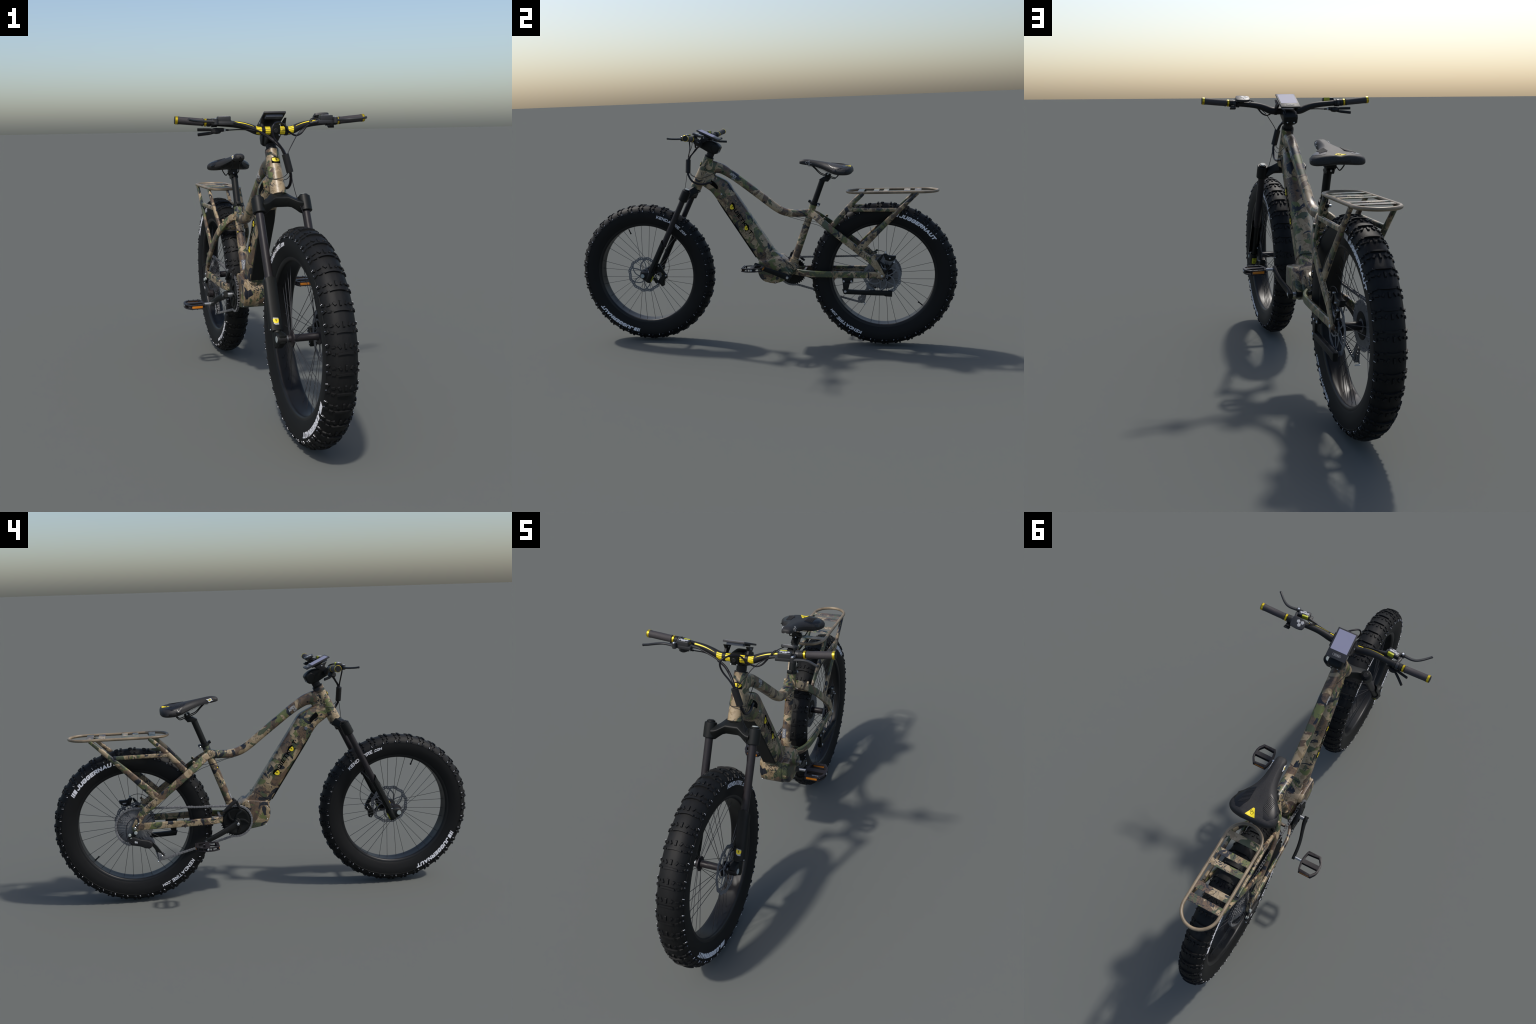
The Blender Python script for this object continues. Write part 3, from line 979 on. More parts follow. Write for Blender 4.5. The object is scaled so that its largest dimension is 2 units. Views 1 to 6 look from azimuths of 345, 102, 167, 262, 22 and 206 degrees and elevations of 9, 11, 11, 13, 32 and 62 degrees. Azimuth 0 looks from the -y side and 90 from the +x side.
for sg in (1, -1):
    L = lambda z, dx=0.0: (sg * (LEGX + dx), leg(z), z)
    b = Build()
    b.tube([L(.775), L(.535)], .0148, "stanchion", 24)
    b.tube([L(.545), L(.385)], .0118, "black", 20)
    b.tube([L(.539), L(.532)], .0160, "stanchion", 24)
    # casting that carries the axle
    b.tube([L(.392), L(.385), L(.345), L(.338)], [.0150, .0175, .0175, .0150], "black", 24)
    b.prism([(-.6420, .3850), (-.6290, .3920), (-.5950, .3900), (-.5800, .3700), (-.5850, .3430), (-.6050, .3340), (-.6250, .3480), (-.6420, .3600)], sg * .0700 if sg > 0 else -.0980, .0980 if sg > 0 else -.0700, "black", bev=.006, seg=3)
    b.finish("fork_leg", bike, 40)
    b = Build()
    b.cyl((sg * .068, -WY, .3720), (sg * .1015, -WY, .3720), .0150, "plastic", 24)
    b.cyl((sg * .1010, -WY, .3720), (sg * .1030, -WY, .3720), .0108, "cap", 24, .0006)
    b.finish("axle_cap", bike)
    # yellow label at the foot
    b = Build()
    dr = V((0, -.508, -1)).normalized()
    nn = V((0, .7, -.25)).normalized()
    for k in range(5):
        a = radians(55 + 14 * k)
        a2 = radians(55 + 14 * (k + 1))
        pts = []
        for aa in (a, a2):
            off = V((sg * cos(aa), 0, 0)) * .0180 + V((0, .89, -.452)) * (.0180 * sin(aa))
            for z in (.376, .348):
                pts.append(V(L(z)) + off)
        o2 = [p + (p - V((sg * LEGX, p.y, p.z))) * .0 for p in pts]
        b.add(pts, [(0, 1, 3, 2)], "acid")
    for k in range(3):
        z = .370 - .008 * k
        p0 = V(L(z)) + V((sg * cos(radians(75)), 0, 0)) * .0184 + V((0, .89, -.452)) * (.0184 * sin(radians(75)))
        p1 = V(L(z)) + V((sg * cos(radians(105)), 0, 0)) * .0184 + V((0, .89, -.452)) * (.0184 * sin(radians(105)))
        b.tube([p0, p1], .0009, "ink", 6)
    b.finish("fork_label", bike, 60)
    # curved guard in front of the slider
    b = Build()
    fw = V((0, -.8915, .4529))
    rings = []
    for k in range(11):
        f = k / 10
        z = .5560 - .1680 * f
        c = V((sg * (LEGX + .004 * f), leg(z), z)) + V((0, .012 - .012 * 0, 0)) * 0
        ring = []
        for rr, rng in ((.0235, range(0, 13)), (.0215, range(12, -1, -1))):
            for i in rng:
                a = radians(-92 + 184 * i / 12)
                sq = 1 / max(abs(sin(a)), abs(cos(a))) ** .62
                ring.append(c + V((rr * sin(a) * min(sq, 1.18), 0, 0)) + fw * (rr * .88 * cos(a) * min(sq, 1.18) - .002) + V((0, -.508, -1)).normalized() * (.020 * (1 - cos(a)) * (1 - f) ** 3))
        rings.append(ring)
    b.loft(rings, "black")
    b.cyl((sg * (LEGX + .021), -.5880, .3960), (sg * (LEGX + .026), -.5900, .3960), .0032, "steel", 10)
    # eye badge near its foot
    def on_guard(vs, fs, mat):
        out = []
        for p in vs:
            z0 = .4150 + p.y * .89
            c = V((sg * (LEGX + .0030), leg(z0), z0))
            rr = .0237 + p.z
            a = p.x / .0235
            out.append(c + V((rr * sin(a), 0, 0)) + fw * (rr * .88 * cos(a) - .002 + .0004))
        b.add(out, fs, mat)
    on_guard(*grid_shape(-.0120, .0110, lambda x: -.0125 + .8 * max(0, -x - .003), lambda x: .0120 - .12 * x, 8, .0004), "print_grey")
    on_guard(*grid_shape(-.0190, -.0120, lambda x: .0125 - .0035 * (x + .0190) / .007, lambda x: .0138, 3, .0004), "print_grey")
    on_guard(*grid_shape(.0110, .0200, lambda x: -.0065 - 1.0 * (x - .0110) - .0035 * (.020 - x) / .009, lambda x: -.0040 - 1.15 * (x - .0110), 4, .0004), "print_grey")
    on_guard(*grid_shape(-.0098, .0098, lambda x: -.0085 * (1 - (x / .0099) ** 2) ** .5 + .001, lambda x: .0085 - .06 * x, 8, .0008), "yellow")
    on_guard(*grid_shape(-.0012, .0012, lambda x: -.001, lambda x: .0075, 2, .0012), "ink")
    b.finish("fork_guard", bike, 50)

# ================================================================== STEERING: stem, bar, display
b = Build()
b.tube([HT0 + hd * .004, HT0 - hd * .004], .0245, "black", 28)
for k in range(5):
    c = HT0 - hd * (.005 + .0056 * k)
    b.tube([c, c - hd * .0050], .0192, "plastic", 28)
b.tube([HT0, HT0 - hd * .052], .0170, "black", 24)
stem_o = crom([(-.2780, 1.0700), (-.2334, 1.0640), (-.2080, 1.0520), (-.1940, 1.0370), (-.1930, 1.0270), (-.2000, 1.0200)], 3) + [(-.2040, 1.0070), (-.2150, .9995), (-.2290, .9985), (-.2634, 1.0125), (-.3000, 1.0345), (-.3000, 1.0600)]
b.prism(stem_o, -.0240, .0240, "black", bev=.007, seg=3)
b.prism([(y, z) for y, z in ((-.2200, 1.0560), (-.1960, 1.0400), (-.1955, 1.0250), (-.2060, 1.0050), (-.2300, 1.0000), (-.2450, 1.0400))], -.0300, .0300, "black", bev=.008, seg=3)
for y, z in ((-.1975, 1.0300), (-.2065, 1.0085)):
    for sg in (-1, 1):
        b.cyl((sg * .014, y - .004, z), (sg * .014, y + .0045, z), .0032, "steel", 10)
# face plate
b.box((0, -.3105, 1.0555), (.032, .0080, .0440), "black", Matrix.Rotation(.2, 3, "X"), .003)
b.cyl((0, -.3110, 1.0560), (0, -.3165, 1.0555), .0085, "plastic", 20)
for x in (-.0115, .0115):
    for z in (1.0400, 1.0720):
        b.cyl((x, -.3100 - .2 * (1.0555 - z), z), (x, -.3165 - .2 * (1.0555 - z), z), .0026, "steel", 10)
b.finish("stem", bike, 40)

# handlebar
bar_h = [(.000, -.2930, 1.0555, .0152), (.050, -.2930, 1.0555, .0152), (.070, -.2925, 1.0590, .0150), (.092, -.2905, 1.0680, .0140), (.115, -.2880, 1.0755, .0128), (.140, -.2850, 1.0800, .0120), (.170, -.2815, 1.0830, .0113), (.210, -.2770, 1.0862, .0111), (.2495, -.2735, 1.0890, .0111), (.352, -.2695, 1.0980, .0111)]
bar_pts = crom(bar_h, 5)
full = [(-p[0],) + p[1:] for p in reversed(bar_pts[1:])] + bar_pts
b = Build()
b.sweep([p[:3] for p in full], [p[3] for p in full], [p[3] for p in full], "plastic", n=24, ref=(0, 1, 0))

def bar_at(x):
    y, z, r = interp(bar_pts, abs(x))
    return V((x, y, z)), r

def bar_patch(x0, x1, a0, a1, mat, nx=6, na=3, h=.0006, a0b=None, a1b=None):
    """patch on the bar, angles in degrees from straight forward, up positive"""
    vs, fs = [], []
    for lay in (h, -.0005):
        for i in range(nx + 1):
            f = i / nx
            x = x0 + (x1 - x0) * f
            c, r = bar_at(x)
            lo = a0 if a0b is None else a0 + (a0b - a0) * f
            hi = a1 if a1b is None else a1 + (a1b - a1) * f
            for k in range(na + 1):
                a = radians(lo + (hi - lo) * k / na)
                vs.append(c + V((0, -cos(a), sin(a))) * (r + lay))
    m = (nx + 1) * (na + 1)
    for i in range(nx):
        for k in range(na):
            q = i * (na + 1) + k
            fs.append((q, q + 1, q + na + 2, q + na + 1))
            fs.append((m + q, m + q + na + 1, m + q + na + 2, m + q + 1))
    for i in range(nx):
        for k in (0, na):
            q, q2 = i * (na + 1) + k, (i + 1) * (na + 1) + k
            fs.append((q, q2, m + q2, m + q))
    for k in range(na):
        for i in (0, nx):
            q = i * (na + 1) + k
            fs.append((q, q + 1, m + q + 1, m + q))
    b.add(vs, fs, mat)

for sg in (-1, 1):
    for k in range(5):
        bar_patch(sg * .018, sg * .0365, -52 + 27 * k, -33 + 27 * k, "yellow", 3, 2)
        bar_patch(sg * .0500, sg * .0705, -55 + 25 * k, -36 + 25 * k, "yellow", 4, 2)
    bar_patch(sg * .0790, sg * .1600, 38, 42, "yellow", 12, 2, a0b=30, a1b=58)
    # clamps of the display
    c, r = bar_at(sg * .043)
    b.tube([c - V((.0052, 0, 0)), c + V((.0052, 0, 0))], .0172, "black", 24)
b.finish("handlebar", bike, 40)

for sg in (-1, 1):
    b = Build()
    c0, _ = bar_at(sg * .2490)
    c1, _ = bar_at(sg * .3520)
    d = (c1 - c0).normalized()
    L = (c1 - c0).length
    b.lathe([(.008, .0125), (.009, .0142), (.013, .0142), (.015, .0132), (L * .5, .0136), (L - .012, .0134), (L - .006, .0142), (L - .002, .0142), (L, .012)], c0, d, "grip", 28)
    b.finish("grip", bike, 40)
    b = Build()
    b.lathe([(0, .0120), (.001, .0143), (.0075, .0143), (.0085, .0120)], c0 - d * .003, d, "gold", 28)
    b.finish("grip_ring", bike, 40)
    b = Build()
    b.lathe([(0, .0120), (.0008, .0148), (.0085, .0148), (.0093, .0140)], c0 + d * (L - .004), d, "gold", 28)
    b.finish("grip_ring", bike, 40)
    b = Build()
    b.lathe([(0, .0132), (.0052, .0136), (.0062, .0128)], c0 + d * (L + .001), d, "plastic", 24)
    b.finish("bar_end_plug", bike, 40)

# display
DF, DB = V((0, -.3055, 1.1255)), V((0, -.1975, 1.0735))
dd = (DB - DF).normalized()
dn = V((1, 0, 0)).cross(dd)
if dn.z < 0:
    dn = -dn
DL = (DB - DF).length
Rd = Matrix((V((1, 0, 0)), dd, dn)).transposed()
dc = (DF + DB) / 2
b = Build()
b.box(dc - dn * .0035, (.0820, DL, .0070), "bezel", Rd, .0012)
b.box(dc - dn * .0095 - dd * .006, (.060, DL * .62, .0080), "plastic", Rd, .002)
b.box(dc - dn * .0105 - dd * .036, (.064, .022, .010), "sticker", Rd, .002)
disp = b.finish("display", bike, 40)
b = Build()
b.box(dc + dn * .0001 - dd * (DL * .11), (.0700, DL * .69, .0008), "screen", Rd, .0003, 1)
b.finish("display_screen", disp)
b = Build()
cp = dc + dd * (DL * .37) + dn * .0004
pill = [(.0175 * (1 if i < 9 else -1) * 0 + (.0130 if i < 9 else -.0130) + .0045 * sin(pi * (i % 9) / 8) * (1 if i < 9 else -1), .0045 * cos(pi * (i % 9) / 8) * (1 if i < 9 else -1)) for i in range(18)]
vs = [cp + V((1, 0, 0)) * x + dd * (-y) for x, y in pill]
b.tube(vs + [vs[0]], .0004, "print_grey", 6, cap=False)
tv, tf = block_text("QUIETKAT", .024, .0042, weight=.2, depth=.0002)
b.add([cp - V((1, 0, 0)) * (p.x - .012) * -1 * 1 + dd * (-(p.y - .002)) + dn * p.z for p in tv], tf, "print_grey")
b.finish("display_lettering", disp, 60)
b = Build()
for sg in (-1, 1):
    arm = [(-.2830, 1.0820), (-.2930, 1.1020), (-.2660, 1.0900), (-.2400, 1.0790), (-.2560, 1.0680), (-.2780, 1.0560), (-.2960, 1.0560), (-.2980, 1.0650)]
    b.prism(arm, sg * .0385, sg * .0475, "plastic", bev=.0015)
    b.cyl((sg * .036, -.2690, 1.0835), (sg * .0492, -.2690, 1.0835), .0030, "steel", 10)
b.finish("display_bracket", bike, 40)

# brake levers
for sg in (-1, 1):
    b = Build()
    xs = sg
    c, r = bar_at(sg * .2240)
    b.tube([c - V((.0055, 0, 0)), c + V((.0055, 0, 0))], .0155, "grey_plastic", 22)
    b.box(c + V((-sg * .004, -.022, .002)), (.012, .034, .014), "grey_plastic", Matrix.Rotation(sg * .2, 3, "Z"), .003)
    # reservoir
    rot = Matrix.Rotation(sg * .10, 3, "Z")
    b.box((sg * .1910, -.3120, 1.0985), (.0480, .0260, .0210), "grey_plastic", rot, .0035, 3)
    b.box((sg * .1880, -.3160, 1.0850), (.0600, .0200, .0130), "grey_plastic", rot, .003)
    b.tube([(sg * .168, -.3110, 1.0880), (sg * .150, -.3090, 1.0850), (sg * .132, -.3085, 1.0810)], [.0075, .0050, .0035], "grey_plastic", 12)
    b.cyl((sg * .2235, -.3270, 1.0800), (sg * .2235, -.3270, 1.1010), .0085, "grey_plastic", 16)
    b.cyl((sg * .2235, -.3270, 1.0995), (sg * .2235, -.3270, 1.1030), .0050, "steel", 14)
    body = b.finish("brake_lever", bike, 40)
    b = Build()
    lp = crom([(sg * .2235, -.3285, 1.0905), (sg * .2450, -.3255, 1.0915), (sg * .2620, -.3245, 1.0920), (sg * .2780, -.3285, 1.0925), (sg * .2950, -.3395, 1.0935), (sg * .3130, -.3560, 1.0955), (sg * .3250, -.3675, 1.0980)], 4)
    m = len(lp)
    b.sweep(lp, [.0062 - .0022 * i / m for i in range(m)], [.0044 - .0004 * i / m for i in range(m)], "grey_plastic", e=2.6, n=14, ref=(0, 1, 0))
    b.tube([lp[-2], lp[-1], (sg * .3275, -.3700, 1.0985)], [.0040, .0050, .0042], "grey_plastic", 12)
    b.finish("lever_blade", body, 50)
    b = Build()
    z = 1.0992
    tv, tf = fit_text("Dorado", .036, .0095, shear=.3, bold=.008)
    tb, tbf = block_text("HIGO", .014, .0032)
    for (vv, ff, x0, y0) in ((tv, tf, -.018, .000), (tb, tbf, -.006, -.0050)):
        b.add([V((sg * .1910, -.3160, 1.0994)) + rot @ V((p.x + x0, p.y + y0, p.z)) + V((0, 0, .0098)) for p in vv], ff, "white")
    b.box(V((sg * .1830, -.3010, 1.1000)), (.0250, .0075, .0190), "acid", rot, .001)
    b.finish("lever_label", body, 60)

# keypad and thumb throttle on the right-hand grip side
b = Build()
kc = V((.1900, -.2580, 1.1060))
kr = Matrix.Rotation(-.42, 3, "X") @ Matrix.Rotation(-.05, 3, "Z")
kp = crom([(-.026, -.014), (-.022, .017), (.020, .020), (.027, .010), (.026, -.016), (.006, -.021), (-.020, -.018), (-.026, -.014)], 4)[:-1]
bmx = Matrix.Translation(kc) @ kr.to_4x4()
b.plate([kp], .0070, "grey_plastic", bmx, .0015)
b.tube([bar_at(.2030)[0], bar_at(.2140)[0]], .0150, "plastic", 20)
b.box(kc + V((.004, -.010, -.011)), (.020, .018, .016), "plastic", None, .003)
key = b.finish("keypad", bike, 40)
b = Build()
for i, (x, y) in enumerate(((.000, .0060), (-.0085, -.0070), (.0085, -.0070))):
    hexa = [(x + .0074 * cos(pi / 2 + 2 * pi * k / 5 + (0, .6, -.6)[i]), y + .0074 * sin(pi / 2 + 2 * pi * k / 5 + (0, .6, -.6)[i])) for k in range(5)]
    b.plate([hexa], .0030, "print_grey", bmx @ Matrix.Translation((-.006, .000, .0040)), .0004)
b.finish("keypad_button", key, 40)
b = Build()
b.tube([bar_at(.2180)[0], bar_at(.2440)[0]], .0150, "plastic", 22)
b.box((.2330, -.2560, 1.0720), (.0180, .0180, .0140), "plastic", None, .003)
b.box((.2340, -.2480, 1.0680), (.0240, .0150, .0060), "plastic", Matrix.Rotation(.4, 3, "X"), .002)
b.finish("thumb_throttle", bike, 40)

# shifter on the other side
b = Build()
b.tube([bar_at(-.2330)[0], bar_at(-.2440)[0]], .0142, "plastic", 20)
b.tube([bar_at(-.2080)[0], bar_at(-.2180)[0]], .0145, "plastic", 20)
b.lathe([(0, .008), (.003, .0170), (.014, .0190), (.019, .014), (.021, .004)], (-.2120, -.2780, 1.0690), (0, .1, -1), "plastic", 22)
b.box((-.2020, -.2830, 1.0620), (.0340, .0200, .0140), "plastic", None, .004)
b.cyl((-.1870, -.2860, 1.0615), (-.1790, -.2870, 1.0610), .0052, "steel", 12)
b.cyl((-.1800, -.2870, 1.0612), (-.1680, -.2885, 1.0610), .0036, "plastic", 12)
sh = b.finish("gear_shifter", bike, 40)
for tip, z0, w in (((-.2760, -.2590, 1.0638), 1.0625, .0080), ((-.2680, -.2310, 1.0460), 1.0530, .0085)):
    b = Build()
    pth = crom([(-.2150, -.2740, z0), (-.2350, -.2700 + (tip[1] + .26) * .3, z0 + (tip[2] - z0) * .4), tip], 5)
    b.sweep(pth, [.0030 + .0012 * min(1, i / 5) for i in range(len(pth))], [.0030 + (w * .68 - .0030) * min(1, i / 5) for i in range(len(pth))], "plastic", e=3, n=12, ref=(0, 1, 0))
    b.finish("shift_paddle", sh, 50)

# cables
SLT, SLB = V((.0180, -.3656, .9730)), V((.0350, -.3656, .9085))
b = Build()
b.tube([SLT, SLB], .0128, "plastic", 22)
b.finish("cable_sleeve", bike)
cables = [
    ("thick", .0048, [(-.060, -.318, 1.050), (-.030, -.326, 1.032), (-.004, -.343, 1.008), (.012, -.358, .988), (.0200, -.3656, .966)]),
    ("brake_hose", .0030, [(-.140, -.3085, 1.0835), (-.105, -.313, 1.071), (-.060, -.320, 1.053), (-.025, -.330, 1.032), (.002, -.348, 1.003), (.0150, -.362, .9700)]),
    ("brake_hose", .0022, [(-.168, -.288, 1.061), (-.120, -.296, 1.062), (-.070, -.311, 1.055), (-.030, -.327, 1.034), (.006, -.352, 1.000), (.014, -.364, .970)]),
    ("display_cable", .0034, [(.128, -.300, 1.078), (.115, -.2960, 1.0610), (.098, -.300, 1.0440), (.076, -.3050, 1.0380), (.050, -.3120, 1.0520), (.028, -.3200, 1.0760), (.004, -.340, 1.0850), (-.020, -.3640, 1.0800), (-.030, -.3690, 1.0600), (-.022, -.366, 1.030), (.002, -.366, 1.000), (.020, -.366, .970)]),
    ("brake_hose", .0016, [(.140, -.3080, 1.0820), (.110, -.3120, 1.0670), (.080, -.3240, 1.0440), (.058, -.3420, 1.0180), (.038, -.3580, .992), (.0250, -.3656, .970)]),
    ("frame_cable", .0052, [(.0350, -.3656, .912), (.0395, -.3620, .893), (.0420, -.3440, .865), (.0420, -.3150, .8500), (.0400, -.2820, .8480), (.0360, -.2580, .8535), (.0330, -.2400, .8520)]),
    ("brake_hose", .0013, [(.0390, -.3680, .912), (.0420, -.3745, .873), (.0545, -.3850, .816), (.0700, -.4080, .762), (.0760, -.4280, .712), (.0760, -.4500, .660), (.0760, -.4720, .610), (.0740, -.4990, .560), (.0730, -.5080, .520)]),
    ("brake_hose", .0013, [(.0730, -.5080, .520), (.0740, -.4920, .480), (.0780, -.4850, .430), (.0780, -.4900, .395), (.0720, -.5060, .3700)]),
    ("brake_hose", .0013, [(.0330, -.3640, .912), (.0290, -.3528, .9030), (.0180, -.3480, .8920), (-.002, -.3440, .886), (-.0200, -.3300, .8840), (-.0290, -.3050, .8880), (-.0300, -.2700, .8980), (-.0270, -.2300, .9130), (-.0220, -.2043, .9170)]),
    ("brake_hose", .0013, [(.0370, -.3620, .912), (.0380, -.3450, .892), (.0350, -.3100, .8790), (.0320, -.2800, .8820), (.0280, -.2500, .8920), (.0250, -.2150, .9050), (.0220, -.1830, .9075)]),
    ("gear_cable", .0011, [(-.0060, .1500, .6700), (-.0160, .1900, .6640), (-.0230, .2300, .6520), (-.0270, .2700, .6400), (-.0350, .3100, .6280), (-.0560, .3500, .6100)]),
    ("gear_cable", .0011, [(.0060, .1500, .6700), (.0150, .1900, .6600), (.0220, .2300, .6500), (.0270, .2700, .6380), (.0380, .3100, .6280), (.0560, .3500, .6080)]),
    ("brake_hose", .0013, [(.0650, .5600, .4800), (.0620, .5850, .4990), (.0600, .6120, .5040), (.0600, .6340, .4990), (.0600, .6440, .4920)]),
    ("gear_cable", .0016, [(-.0700, .6080, .4300), (-.0820, .6300, .4250), (-.0880, .6580, .4050), (-.0890, .6680, .3700), (-.0880, .6640, .3300), (-.0860, .6440, .3060)]),
    ("keypad_cable", .0016, [(.170, -.262, 1.103), (.155, -.280, 1.100), (.142, -.296, 1.092), (.132, -.301, 1.081)]),
    ("keypad_cable", .0014, [(.172, -.298, 1.096), (.150, -.285, 1.099), (.138, -.292, 1.093), (.130, -.300, 1.080)]),
]
for nm, r, pts in cables:
    b = Build()
    b.tube(pts, r, "cable", 10, smooth=5)
    b.finish("cable" if nm == "thick" else nm, bike, 60)

# ================================================================== SEAT POST + SADDLE
b = Build()
b.tube([(0, .3280, .8530), (0, .2760, .7180)], .0148, "black", 24)
b.prism([(.3130, .8590), (.3370, .8730), (.3690, .8610), (.3585, .8470), (.3420, .8480), (.3300, .8420)], -.0150, .0150, "black", bev=.003)
b.prism([(.3470, .8900), (.3560, .8910), (.3725, .8820), (.3710, .8680), (.3600, .8620), (.3440, .8700)], -.0200, .0200, "black", bev=.003)
b.cyl((-.024, .3600, .8850), (.024, .3600, .8850), .0042, "steel", 14)
b.cyl((0, .3420, .8760), (0, .3370, .8660), .0030, "steel", 10)
b.cyl((0, .3690, .8640), (0, .3660, .8560), .0034, "steel", 10)
b.finish("seat_post", bike, 40)
b = Build()
cl0 = V((0, .2905, .7535))
cd = (ST1 - ST0).normalized()
b.lathe([(0, .0195), (.001, .0215), (.013, .0215), (.014, .0195)], V((0, .2845, .7430)), cd, "black", 28)
b.box((0, .2605, .7480), (.018, .012, .0130), "black", Matrix.Rotation(-.35, 3, "X"), .002)
b.box((0, .3065, .7300), (.024, .013, .0140), "black", Matrix.Rotation(-.35, 3, "X"), .002)
b.cyl((-.020, .3060, .7275), (.020, .3060, .7275), .0058, "steel", 16)
b.finish("seat_clamp", bike, 40)

SAD = [  # y, half width, z top, z edge bottom, roundness
    (.2140, .0060, .9490, .9370, 2.2), (.2165, .0150, .9550, .9345, 2.6), (.2240, .0205, .9590, .9315, 2.9), (.2400, .0238, .9622, .9280, 3.1), (.2600, .0252, .9612, .9245, 3.2), (.2850, .0270, .9570, .9205, 3.2),
    (.3100, .0305, .9525, .9130, 3.2), (.3350, .0385, .9480, .9040, 3.2), (.3600, .0530, .9430, .8930, 3.4), (.3850, .0720, .9385, .8830, 3.6), (.4100, .0880, .9345, .8775, 3.8), (.4320, .0960, .9315, .8765, 3.9),
    (.4480, .0968, .9290, .8765, 3.9), (.4600, .0930, .9265, .8770, 3.8), (.4710, .0820, .9235, .8785, 3.5), (.4785, .0650, .9190, .8815, 3.1), (.4830, .0400, .9120, .8860, 2.6)]
sp = crom(SAD, 3)
def saddle_pt(p, x, y, dip):
    w, zt, zb = p[1], p[2], p[3]
    zc, h = (zt + zb) / 2, (zt - zb) / 2
    z = zc + h * y
    k = abs(x)
    if y > 0:
        rear = min(1, max(0, (p[0] - .36) / .06))
        z -= dip * (k ** 2) * .010 + dip * (.0030 + .0045 * rear) * max(0, 1 - (k / (.16 + .14 * rear)) ** 2) ** 2
    else:
        # hollow belly: the skirt hangs at the sides, lifted in front of the rear lobes
        z += (1 - k ** 2) * .010
    return V((w * x, p[0], z))
b = Build()
rings = []
for p in sp:
    dip = min(1, max(0, (p[0] - .22) / .05)) * min(1, max(0, (.49 - p[0]) / .03))
    rings.append([saddle_pt(p, x, y, dip) for x, y in sring(40, 1, 1, p[4])])
b.loft(rings, "cover")
saddle = b.finish("saddle", bike, 70)

def saddle_top(x, y):
    p = (y,) + interp(sp, y)
    w, zt, zb, e = p[1], p[2], p[3], p[4]
    k = min(.999, abs(x) / w)
    q = (1 - k ** e) ** (1 / e)
    dip = min(1, max(0, (y - .22) / .05)) * min(1, max(0, (.49 - y) / .03))
    return saddle_pt(p, math.copysign(k, x), q, dip).z

def saddle_patch(outline, mat, name, h=.0008, n=10):
    """outline: function f in 0..1 -> (y, x_in, x_out); draped on the saddle top"""
    bb = Build()
    vs, fs = [], []
    m = 7
    for i in range(n + 1):
        y, xa, xb = outline(i / n)
        for k in range(m + 1):
            x = xa + (xb - xa) * k / m
            vs.append(V((x, y, saddle_top(x, y) + h)))
    for i in range(n + 1):
        for k in range(m + 1):
            vs.append(vs[i * (m + 1) + k] - V((0, 0, h + .0012)))
    o = (n + 1) * (m + 1)
    for i in range(n):
        for k in range(m):
            q = i * (m + 1) + k
            fs.append((q, q + 1, q + m + 2, q + m + 1))
    rimi = [k for k in range(m + 1)] + [i * (m + 1) + m for i in range(1, n + 1)] + [n * (m + 1) + k for k in range(m - 1, -1, -1)] + [i * (m + 1) for i in range(n - 1, 0, -1)]
    for a, c in zip(rimi, rimi[1:] + rimi[:1]):
        fs.append((a, c, c + o, a + o))
    bb.add(vs, fs, mat)
    return bb

for sg in (-1, 1):
    def wing(f, sg=sg):
        y = .3640 + .0960 * f
        inner = .0260 + (.004 if f < .6 else .004 + (f - .6) * .045)
        outer = min(.0885, .0300 + .120 * f ** .70) if f < .72 else .0870 - .10 * (f - .72) ** 1.2
        return y, sg * inner, sg * max(inner + .001, outer)
    wb = saddle_patch(wing, "cover_inset", "", .0007, 14)
    for k in range(11):
        f = .10 + .06 * k
        y, xa, xb = wing(f)
        pts = []
        for t in range(5):
            x = xa + (min(abs(xb), abs(xa) + .030) * sg - xa) * t / 4
            yy = y + abs(x - xa) * .35
            pts.append((x, yy, saddle_top(x, yy) + .0012))
        wb.tube(pts, .0011, "cover", 6)
    wb.finish("saddle_inset", saddle, 60)
tri = saddle_patch(lambda f: (.4380 + .0350 * f, -.0030 - .017 * f, .0030 + .017 * f), "yellow", "", .0010, 8)
for cx, cy, r in ((-.001, .4580, .0058), (.0042, .4510, .0028)):
    pts = [(cx + r * cos(t), cy + r * sin(t), saddle_top(cx + r * cos(t), cy + r * sin(t)) + .0013) for t in [2 * pi * i / 20 for i in range(21)]]
    tri.tube(pts, .0006, "ink", 6, cap=False)
tri.finish("saddle_badge", saddle, 60)
